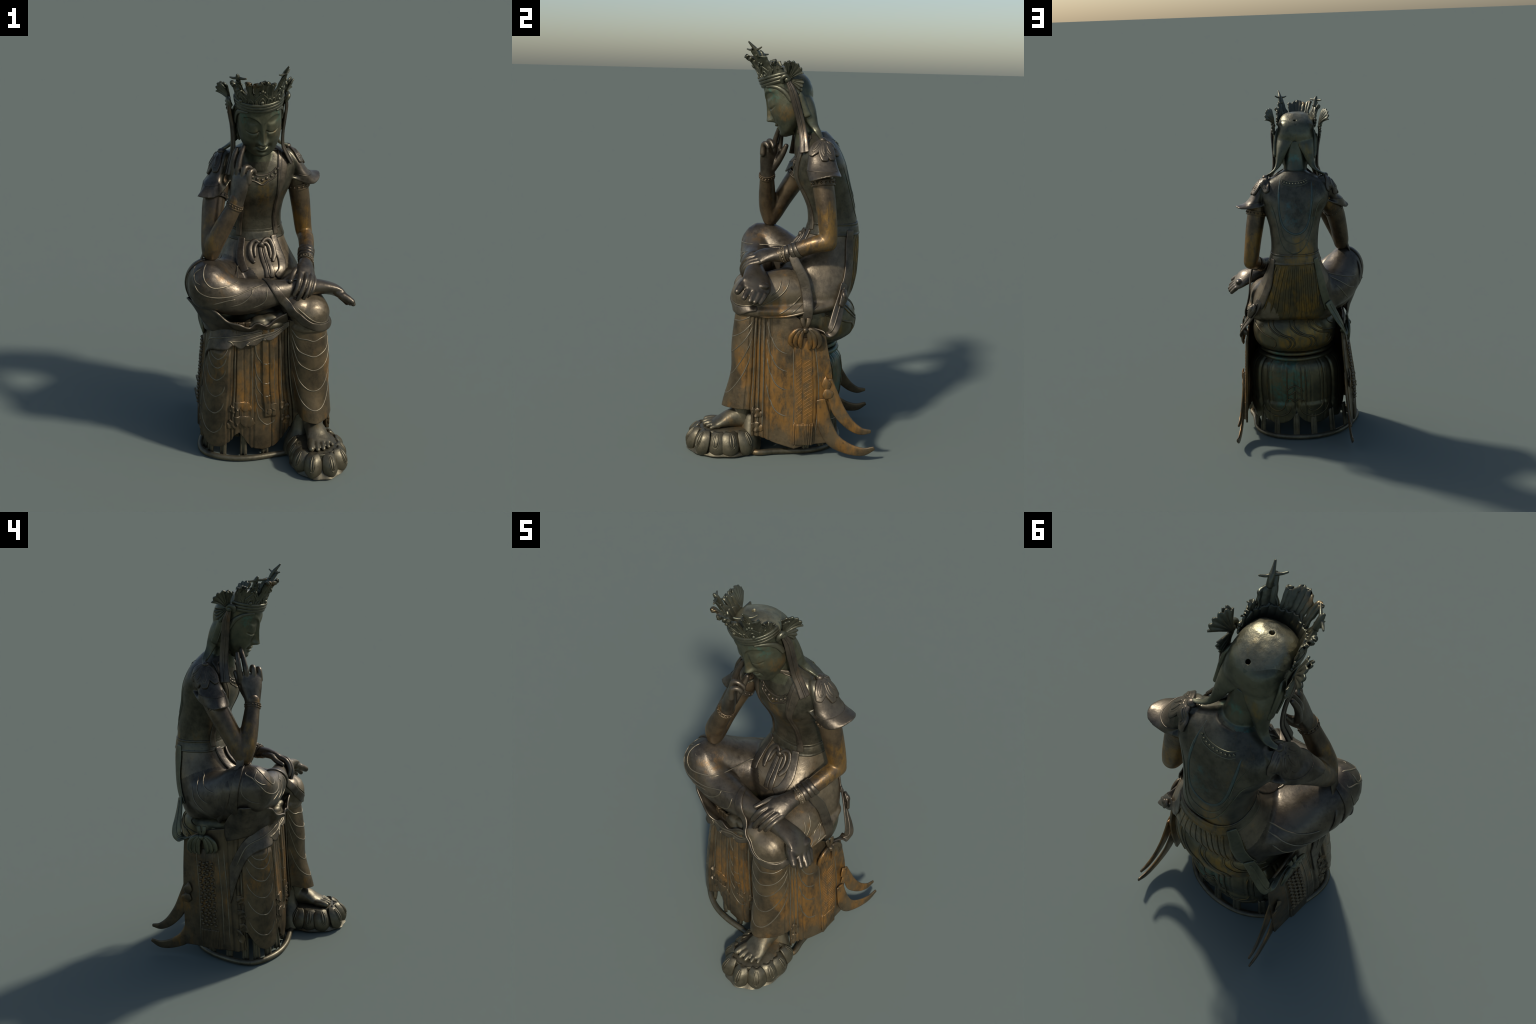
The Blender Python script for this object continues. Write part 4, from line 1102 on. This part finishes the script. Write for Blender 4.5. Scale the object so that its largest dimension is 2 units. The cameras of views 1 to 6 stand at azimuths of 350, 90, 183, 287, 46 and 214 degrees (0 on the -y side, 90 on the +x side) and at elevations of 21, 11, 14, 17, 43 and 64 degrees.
crest_panel(-79, [(.0, .028, .028), (.035, .018, .022), (.055, .014, .017), (.075, .018, .020), (.09, .016, .020), (.10, .006, .010)], 2)
crest_panel(78, [(.0, .02, .02), (.022, .012, .012), (.038, .022, .020), (.055, .026, .024), (.066, .016, .022), (.074, .004, .010)], 3)
crest_panel(-90, [(.0, .03, .02), (.04, .026, .02), (.07, .020, .016), (.085, .012, .010)], 2)
crest_panel(90, [(.0, .02, .03), (.03, .016, .022), (.05, .010, .014)], 2)
crest_panel(20, [(.0, .02, .02), (.05, .016, .016), (.075, .011, .011), (.10, .014, .014), (.118, .010, .010), (.126, .002, .002)], 2)
# relief: arches, beads and sprigs on the wall
rl = []
CT_ = bvh(grid(CW))
for p0 in (-2, 44, -55):
    rl.append([CB(p0 + d, s) for d, s in ((-15, .012), (-14, .034), (-8, .052), (0, .068), (8, .052), (14, .034), (15, .012))])
    rl.append([CB(p0 + d, s) for d, s in ((-7, .006), (-6, .026), (0, .042), (6, .026), (7, .006))])
    for d in (-11, 11, 19, -19):
        rl.append([CB(p0 + d, .0), CB(p0 + d * 1.1, .02), CB(p0 + d * 1.45, .036)])
add('crown_relief', merge(*[sweep(np.column_stack([spline(l, 36) + FWDV * .001, np.full(36, .0042), np.full(36, .0040)]), raw=True, seg=8, ref=UPV) for l in rl]), CROWN, crown, kind='stuff')
bd = [ellipsoid(CB(p0 + d, s, .002), (r,) * 3, 12, 8) for p0 in (-2, 44, -55) for d, s, r in ((0, .018, .010), (-4.5, .078, .0075), (4.5, .078, .0075), (0, .086, .0075))]
add('crown_bead', merge(*bd), CROWN, crown, kind='stuff')

def fan(base, tip, spread, normal, lobes, parent, thick=.007, curl=.010, name='ribbon_fan'):
    """Pleated fan of ribbon: ribs radiate from the base, edge scalloped."""
    base, tip = A(base), A(tip)
    L = np.linalg.norm(tip - base); up = (tip - base) / L
    nrm = unit(A(normal) - up * (A(normal) @ up)); side = np.cross(up, nrm)
    al = np.linspace(-1, 1, 72)[None]; r = np.linspace(.06, 1, 24)[:, None]
    rib = np.abs(np.sin(al * lobes * math.pi / 2))
    R_ = L * (1 - .10 * (1 - rib) * r ** 2) * (1 - .10 * al ** 2)
    a = al * math.radians(spread) * (1 - .25 * (1 - r))
    Nn = curl * r ** 3 + .0045 * (rib - .5) * step(r, .05, .45)
    Gf = base + (r * R_ * np.cos(a))[..., None] * up + (r * R_ * np.sin(a))[..., None] * side + Nn[..., None] * nrm
    n = grid_normals(Gf)
    return add(name, shell(Gf, thick, flip=((n[10, 36] @ nrm) < 0)), CROWN, parent)

def finial(stem, spikes):
    parts = [sweep(stem, 24, 10, ref=(.3, .9, .1))]
    for sp in spikes:
        parts.append(sweep(sp, 18, 8, ref=UPV))
    parts.append(ellipsoid(stem[2][:3], (.010, .010, .010)))
    for q_ in (-1, 0, 1):
        parts.append(ellipsoid(A(stem[0][:3]) + FWDV * .010 + RIGHTV * q_ * .010 + UPV * .004, (.006, .006, .006), 10, 6))
    add('crown_finial', merge(*parts), CROWN, crown)
finial([(.050, -.158, 1.932, .012), (.052, -.168, 1.952, .0115), (.054, -.178, 1.966, .010), (.058, -.192, 1.981, .007), (.063, -.206, 1.996, .0042)],
       [[(.053, -.178, 1.962, .006), (.068, -.160, 1.963, .005), (.080, -.145, 1.972, .0035)], [(.050, -.182, 1.962, .006), (.034, -.200, 1.959, .005), (.020, -.214, 1.963, .0035)]])
finial([(-.150, -.130, 1.91, .012), (-.153, -.138, 1.928, .0115), (-.156, -.146, 1.945, .011), (-.158, -.150, 1.952, .0095), (-.160, -.153, 1.957, .007)],
       [[(-.158, -.146, 1.944, .007), (-.174, -.130, 1.941, .006), (-.187, -.115, 1.943, .0035)], [(-.152, -.150, 1.944, .007), (-.138, -.170, 1.943, .006), (-.125, -.188, 1.946, .0035)]])

# ribbons knotted at the temples, with fans above and below
for s, knot, up_tip, up2, dn_tip, dn2 in ((1, (.088, -.020, 1.822), (.118, .024, 1.906), (.114, -.020, 1.910), (.094, .048, 1.762), (.100, .062, 1.80)),
                               (-1, (-.172, -.012, 1.810), (-.214, .022, 1.900), (-.205, -.024, 1.902), (-.182, .054, 1.752), (-.186, .064, 1.79))):
    nv_ = A([s, -.30, .12])
    k = A(knot)
    kn = add('ribbon_knot', merge(sweep(np.column_stack([[k + A([0, -.020, -.012]), k + A([s * .010, -.022, .008]), k + A([s * .012, -.004, .018]), k + A([s * .008, .014, .004])], [.009, .011, .011, .008], [.009, .010, .010, .007]]), 24, 12, ref=nv_),
                                  ellipsoid(k + A([s * .006, .002, 0]), (.012, .016, .014))), CROWN, crown)
    fan(k + A([0, .008, .0]), up_tip, 40, nv_, 5, kn)
    fan(k + A([0, .006, .0]), up2, 11, nv_, 2, kn, curl=.014)
    fan(k + A([0, .010, .0]), dn_tip, 26, nv_, 3, kn, curl=-.004)
    fan(k + A([0, .010, .0]), dn2, 24, nv_, 3, kn, curl=-.002)
RIB_L = [(.092, -.012, 1.812, .012, .006), (.098, .008, 1.77, .019, .006), (.094, .030, 1.70, .021, .006), (.090, .050, 1.635, .020, .006), (.094, .064, 1.575, .021, .006), (.114, .070, 1.53, .023, .006), (.139, .073, 1.483, .026, .005)]
RIB_R = [(-.172, -.006, 1.80, .012, .006), (-.172, .010, 1.755, .019, .006), (-.160, .022, 1.69, .020, .006), (-.154, .032, 1.62, .021, .006), (-.156, .038, 1.55, .022, .006), (-.170, .034, 1.50, .024, .006), (-.184, .028, 1.452, .026, .005)]
for rb, s in ((RIB_L, 1), (RIB_R, -1)):
    o = add('ribbon', sweep(rb, 60, 16, ref=(s, -.35, .25), power=3.0), RIBBON, crown)
    R0 = A(rb)
    add('ribbon_fold', sweep(np.column_stack([R0[:, :3] + A([s * .006, -.001, .001]), np.full(len(R0), .005), np.full(len(R0), .004)]), 60, 8, ref=(s, -.35, .25)), RIBBON, o)

# ================================================================== garments laid on the torso
tr = TORSO_TREE
F_ = A([0, 1, 0])
# shawl edges on the chest
edges = []
BL1 = [(.060, 1.568), (.066, 1.535), (.063, 1.445), (.061, 1.356), (.053, 1.25), (.050, 1.184), (.056, 1.10)]
BL2 = [(.078, 1.552), (.120, 1.495), (.109, 1.408), (.085, 1.327), (.076, 1.245), (.076, 1.179), (.089, 1.10)]
BR1 = [(-.112, 1.568), (-.118, 1.535), (-.112, 1.445), (-.098, 1.356), (-.092, 1.25), (-.095, 1.184), (-.099, 1.10)]
BR2 = [(-.130, 1.552), (-.165, 1.495), (-.15, 1.408), (-.130, 1.327), (-.122, 1.245), (-.125, 1.179), (-.131, 1.10)]
def fl3(pts, y=.0):
    return [(p[0], y, p[1]) for p in pts]
def half_strap(e1, e2, tree, d, y, mat, parent, n=60):
    mid = [((a[0] + b[0]) / 2, y, (a[1] + b[1]) / 2) for a, b in zip(e1, e2)]
    hw = [abs(a[0] - b[0]) / 2 for a, b in zip(e1, e2)]
    return add('shawl_band', strap(tree, mid, hw, .0055, n, d=d, lift=.001), mat, parent)
sb1 = half_strap(BL1, BL2, tr, F_, 0, BODY, torso)
sb2 = half_strap(BR1, BR2, tr, F_, 0, BODY, torso)
add('fold_ridge', merge(*[ridge(tr, fl3([(a * .6 + b * .4, z) for (a, z), (b, _) in zip(e1, e2)]), .007, 50, d=F_, flat=1.1) for e1, e2 in ((BL1, BL2), (BR1, BR2))]), BODY, torso, kind='stuff')
# continuing over the lap
LOWF = LOWER_TREE
lap_l = strap(LOWF, [(.066, .09, 1.10), (.075, .07, 1.04), (.085, .04, .985), (.078, .0, .945), (.055, -.03, .925)], [.018, .021, .022, .022, .02], .0055, 40, lift=.003)
lap_r = strap(LOWF, [(-.115, .09, 1.10), (-.122, .07, 1.04), (-.120, .035, .99), (-.106, .0, .955)], [.018, .02, .022, .02], .0055, 40, lift=.003)
add('shawl_band', lap_l, BODY, hip); add('shawl_band', lap_r, BODY, hip)

# back of the shawl
U1 = [(.051, 1.555), (.061, 1.462), (.059, 1.354), (.035, 1.281), (-.026, 1.245), (-.08, 1.269), (-.109, 1.341), (-.123, 1.457), (-.119, 1.55)]
U2 = [(.113, 1.421), (.088, 1.357), (.072, 1.284), (.056, 1.202), (.025, 1.156), (-.023, 1.138), (-.073, 1.171), (-.106, 1.234), (-.135, 1.333), (-.159, 1.404), (-.192, 1.435)]
U3 = [(.070, 1.402), (.060, 1.311), (.032, 1.22), (-.025, 1.193), (-.083, 1.226), (-.112, 1.298), (-.131, 1.423), (-.155, 1.50)]
B_ = A([0, -1, 0])
add('shawl_edge', ridge(tr, fl3(U1, .32), .0022, 90, d=B_, wide=.006), GREENRIDGE, torso)
add('shawl_edge', merge(ridge(tr, fl3(U2, .32), .003, 90, d=B_), ridge(tr, fl3(U3, .32), .0026, 90, d=B_)), BACK, torso)
# necklace: two cords, beads between and a pointed drop
N1 = [(.066, .05, 1.478), (.045, .03, 1.452), (.015, .02, 1.437), (-.013, .02, 1.433), (-.045, .02, 1.437), (-.075, .03, 1.452), (-.095, .05, 1.475)]
N2 = [(.066, .05, 1.440), (.045, .03, 1.418), (.015, .02, 1.404), (-.013, .02, 1.388), (-.045, .02, 1.404), (-.075, .03, 1.418), (-.095, .05, 1.440)]
nk = add('necklace', merge(ridge(tr, N1, .0042, 60, d=F_), ridge(tr, N2, .0045, 60, d=F_)), BODY, torso)
for k in range(9):
    t = k / 8
    p = spline([tuple((A(a) + A(b)) / 2) for a, b in zip(N1, N2)], 2, t=[t])[0] if False else spline([tuple((A(a) + A(b)) / 2) for a, b in zip(N1, N2)], 9)[k]
    q, n_ = cast(tr, [p], F_)
    add('bead', ellipsoid(q[0], (.0085, .006, .0085), 12, 8), BODY, nk)
NB = [(.052, .3, 1.545), (.02, .3, 1.530), (-.028, .3, 1.525), (-.075, .3, 1.530), (-.105, .3, 1.545)]
NB2 = [(x, y, z - .022) for x, y, z in NB]
bb = [ridge(tr, NB, .0028, 50, d=B_), ridge(tr, NB2, .0028, 50, d=B_)]
for p in spline([(x, y, z - .011) for x, y, z in NB], 12)[1:-1]:
    q, n_ = cast(tr, [p], B_)
    bb.append(ellipsoid(q[0], (.006, .004, .006), 10, 6))
add('necklace', merge(*bb), BACK, torso)

# belt
Gb = body_loft([(1.075, .131, -.163, .087, .3625), (1.10, .127, -.158, .094, .360), (1.12, .121, -.152, .100, .357), (1.135, .119, -.150, .104, .353)], 24, 160)
bz = np.linspace(0, 1, 24)[:, None]
cen = Gb.mean(1, keepdims=True)
prof_b = -.001 + .0035 * gauss(bz - .92, .06) + .003 * gauss(bz - .08, .05) + .0015 * step(-bz, -.75, -.70) - .004 * step(-Gb[..., 1], -.16, -.12)
Gb = Gb + unit((Gb - cen) * A([1, 1, 0])) * prof_b[..., None] * 1.0
add('belt', shell(Gb, .012, flip=(np.sum(grid_normals(Gb, True)[10] * (Gb[10] - cen[10])) < 0), closed=True), TORSO_M, torso)

# front bow at the waist with hanging sash ends
kb = A([-.012, .078, 1.058])
fb = []
BT = bvh(merge(torso_vf, lower_vf))
def onb(dx, dz, o=.0):
    p = kb + A([dx, -.03, dz]); q, n_ = cast(BT, [p], F_); return q[0] + A([0, -1, .3]) * o
for path, w in (([(0, 0), (.022, .022), (.045, .02), (.06, -.01), (.062, -.045), (.052, -.068)], [.007, .010, .011, .012, .013, .009]),
                ([(0, 0), (.02, .008), (.036, -.005), (.043, -.035), (.04, -.055)], [.006, .008, .009, .009, .006]),
                ([(0, 0), (-.025, .02), (-.045, .01), (-.058, -.02), (-.055, -.055), (-.045, -.068)], [.007, .010, .012, .013, .013, .009]),
                ([(0, 0), (-.02, .005), (-.034, -.015), (-.036, -.045)], [.006, .009, .009, .006])):
    rows = np.column_stack([[onb(a, b, .006) for a, b in path], w, [.006] * len(w)])
    fb.append(sweep(rows, 30, 12, ref=(0, -1, .3)))
fb.append(ellipsoid(onb(0, 0, .008), (.016, .011, .016)))
waist_bow = add('bow_loop', merge(*fb), BODY, hip)
ends = []
for x0, x1, x2 in ((-.018, -.014, .000), (.006, .012, .026)):
    ends.append(strap(BT, [(x0, .07, 1.05), (x1, .035, 1.0), (x2, -.01, .955), (x2 + .002, -.03, .925)], [.008, .010, .012, .012], .005, 40, lift=.003))
ends.append(strap(BT, [(-.006, .07, 1.04), (-.001, .035, 1.0), (.013, -.025, .93)], [.003, .004, .004], .005, 30, lift=.006))
add('sash', merge(*ends), BODY, hip)

# ================================================================== drapery lines on hips and legs
lt = LOWER_TREE
dk, db, ds_, dw = [], [], [], []
def xz(pts, y): return [(a, y, b) for a, b in pts]
def yz(pts, x): return [(x, a, b) for a, b in pts]
dk += [(xz([(-.27, 1.075), (-.323, 1.06), (-.339, 1.03), (-.332, .998), (-.295, .97), (-.203, .972), (-.127, .975), (-.05, .965)], -.23), F_),
       (xz([(-.344, 1.06), (-.378, 1.03), (-.384, .99), (-.362, .947), (-.294, .923), (-.202, .922), (-.125, .940), (-.048, .955)], -.22), F_),
       (xz([(-.22, .868), (-.158, .884), (-.112, .921), (-.108, .945)], -.23), F_), (xz([(-.112, .848), (-.058, .871), (-.038, .905), (-.038, .94)], -.23), F_),
       (xz([(-.30, .885), (-.24, .90), (-.19, .905)], -.23), F_)]
# side of the raised thigh
for l in ([(.165, .99), (.143, .955), (.095, .935), (.050, .932)], [(.19, .97), (.171, .92), (.14, .885), (.09, .868)], [(.21, .92), (.185, .86), (.125, .81)],
          [(-.107, 1.022), (-.104, .956), (-.135, .917), (-.192, .895)], [(-.167, 1.05), (-.165, 1.02), (-.195, .994), (-.215, .985)]):
    ds_.append((yz(l, -.33), A([1, 0, 0])))
for l in ([(.075, .80), (.035, .755), (-.03, .715)], [(.13, .83), (.09, .77), (.03, .72)], [(.02, .88), (.0, .83), (-.05, .785), (-.11, .755), (-.16, .745)], [(-.02, .87), (-.035, .83), (-.07, .80)]):
    dw.append((yz(l, .3), A([-1, 0, 0])))
add('fold_ridge', merge(*[ridge(lt, l, .0034, 60, d=d) for l, d in dk + ds_]), RIDGE, leg_cross, kind='stuff')
add('fold_ridge', merge(*[ridge(lt, l, .0034, 60, d=d) for l, d in dw]), RIDGE, leg_rest, kind='stuff')
PL = [[(.08, 1.075), (.12, .968), (.165, .80)], [(.058, 1.075), (.09, .955), (.13, .79)], [(.036, 1.075), (.067, .953), (.099, .78)], [(.015, 1.075), (.04, .945), (.06, .77)], [(-.004, 1.075), (.012, .942), (.028, .765)], [(-.025, 1.075), (-.016, .94), (-.01, .765)],
      [(-.044, 1.075), (-.044, .936), (-.044, .765)], [(-.066, 1.075), (-.068, .938), (-.07, .77)], [(-.089, 1.075), (-.093, .94), (-.098, .775)], [(-.11, 1.075), (-.115, .94), (-.12, .785)], [(-.133, 1.075), (-.14, .948), (-.148, .80)]]
add('skirt_pleat', merge(*[ridge(lt, xz(l, .36), .004, 60, d=B_, wide=.007) for l in PL]), SEATBACK, hip, kind='stuff')
# cloth strap over the shin and knee
ks = strap(lt, [(-.035, -.13, .97), (-.012, -.185, .955), (.012, -.215, .925), (.050, -.225, .865), (.105, -.245, .800), (.165, -.258, .752), (.215, -.25, .732), (.262, -.21, .725), (.285, -.14, .738)], [.012, .018, .021, .022, .022, .022, .022, .02, .014], .006, 90, lift=.002)
add('cloth_band', ks, BODY, leg_cross)
# edges of the cloth layers over the resting thigh
RX = A([-1, 0, .15])
hems = [ridge(lt, yz([(.16, .750), (.086, .722), (.011, .700), (-.07, .694), (-.12, .696)], .3), .006, 60, d=RX, flat=1.0)]
add('cloth_edge', merge(*hems), THIGH, leg_rest)
add('fold_ridge', merge(ridge(lt, [(.10, -.25, .85), (.15, -.26, .80), (.20, -.262, .765), (.25, -.225, .752), (.285, -.17, .752), (.29, -.12, .772)], .004, 70)), RIDGE, leg_rest, kind='stuff')

# ================================================================== scarf ribbons
# from the wrist over the resting thigh
o = add('scarf', sweep([(.205, .014, 1.026, .016, .005), (.234, .024, 1.005, .020, .005), (.250, .048, .955, .023, .005), (.258, .078, .90, .025, .005), (.262, .096, .845, .026, .005), (.272, .106, .795, .026, .005), (.287, .110, .745, .025, .005), (.285, .108, .695, .024, .004)], 60, 18, ref=(1, -.1, .25), power=3), BODY)
wr = []
for k, (cx_, r) in enumerate((((.205, .012, 1.0), .0385), ((.211, .035, 1.009), .040), ((.217, .055, 1.017), .0405))):
    ax_ = unit(A([.28, .95, .30 + .12 * k])); a1 = unit(np.cross(ax_, (0, .3, 1))); a2 = np.cross(ax_, a1)
    t = np.linspace(0, 2 * np.pi, 40, endpoint=False)
    pts = A(cx_) + np.outer(np.cos(t), a1) * r + np.outer(np.sin(t), a2) * r
    wr.append(sweep(np.column_stack([pts, np.full(40, .0115), np.full(40, .0028)]), raw=True, closed=True, seg=10, ref=(pts - A(cx_))))
add('scarf_wrap', merge(*wr), BODY, o)
# from the raised elbow over the crossed thigh
sc2 = add('scarf', sweep([(-.285, -.055, 1.21, .008, .004), (-.312, -.075, 1.15, .018, .005), (-.326, -.078, 1.08, .020, .005), (-.352, -.060, 1.02, .022, .005), (-.392, -.03, .97, .024, .006), (-.392, -.005, .90, .025, .006), (-.352, .03, .83, .024, .006), (-.30, .06, .775, .022, .006), (-.24, .08, .745, .02, .006)], 70, 16, ref=(-1, .1, .2), power=3), BODY)
add('scarf', strap(lt, [(-.32, -.09, 1.07), (-.36, -.085, 1.03), (-.39, -.075, .97), (-.385, -.06, .90), (-.34, -.05, .83)], [.01, .018, .02, .02, .012], .006, 50, lift=.002), BODY, leg_cross)
# hip ribbons with their hanging loops
def ribbon(rows, widthdir, n=80, caps=(1, 1)):
    C_ = spline(rows, n); T_ = unit(np.gradient(C_[:, :3], axis=0))
    W_ = interp(np.linspace(0, 1, n), widthdir)
    W_ = unit(W_ - np.sum(W_ * T_, 1, keepdims=True) * T_)
    N_ = np.cross(W_, T_)
    return C_, N_, sweep(C_, ref=N_, raw=True, seg=18, power=3.2, caps=caps)
LOOP_L = [(.192, .285, .85, .024, .005), (.220, .276, .80, .027, .006), (.258, .258, .74, .028, .006), (.294, .242, .685, .028, .005), (.308, .228, .650, .027, .005), (.298, .206, .631, .024, .005), (.290, .175, .636, .018, .005), (.292, .125, .647, .010, .005)]
LOOP_R = [(-.200, .298, .84, .024, .005), (-.225, .296, .79, .026, .006), (-.252, .298, .74, .027, .006), (-.274, .300, .70, .027, .005), (-.286, .292, .666, .027, .005), (-.286, .262, .650, .024, .005), (-.290, .215, .660, .016, .005), (-.300, .160, .672, .010, .005)]
UP_L = [(.116, .33, 1.10), (.130, .33, 1.03), (.148, .33, .95), (.180, .32, .87), (.205, .30, .82)]
UP_R = [(-.146, .33, 1.10), (-.160, .33, 1.03), (-.174, .33, .95), (-.194, .32, .87), (-.215, .31, .81)]
for loop, upper, s in ((LOOP_L, UP_L, 1), (LOOP_R, UP_R, -1)):
    mt = BACK if s < 0 else BODY
    hb_ = add('hip_ribbon', merge(strap(lt, upper, [.020, .024, .026, .027, .027], .005, 60, d=A([-s * .55, -.83, 0]), lift=.003)), mt, hip)
    add('ribbon_fold', merge(*[ridge(lt, [A(p) + A([dy, 0, 0]) for p in upper], .005, 50, d=A([-s * .55, -.83, 0]), flat=1.6) for dy in (-.008, .010)]), mt, hb_)
    C_, N_, vf_ = ribbon(loop, [(0, -s * .75, .6, 0), (.35, -s * .5, .85, 0), (.6, s * .1, 1, .1), (.75, s * .8, .6, .0), (1, s * .3, 0, 1)])
    lo = add('hip_ribbon', vf_, mt, hip)
    add('ribbon_fold', sweep(np.column_stack([C_[4:60, :3] + N_[4:60] * (.005 if (N_[20] @ A([s, 0, 0])) > 0 else -.005), np.full(56, .005), np.full(56, .004)]), ref=N_[4:60], raw=True, seg=8), mt, lo)
add('ribbon_knot', merge(ellipsoid((.232, .282, .800), (.022, .016, .026)), sweep([(.222, .285, .825, .016, .008), (.240, .284, .795, .024, .010), (.256, .272, .76, .018, .008)], 20, 12, ref=(.8, .6, 0))), BODY, hip)
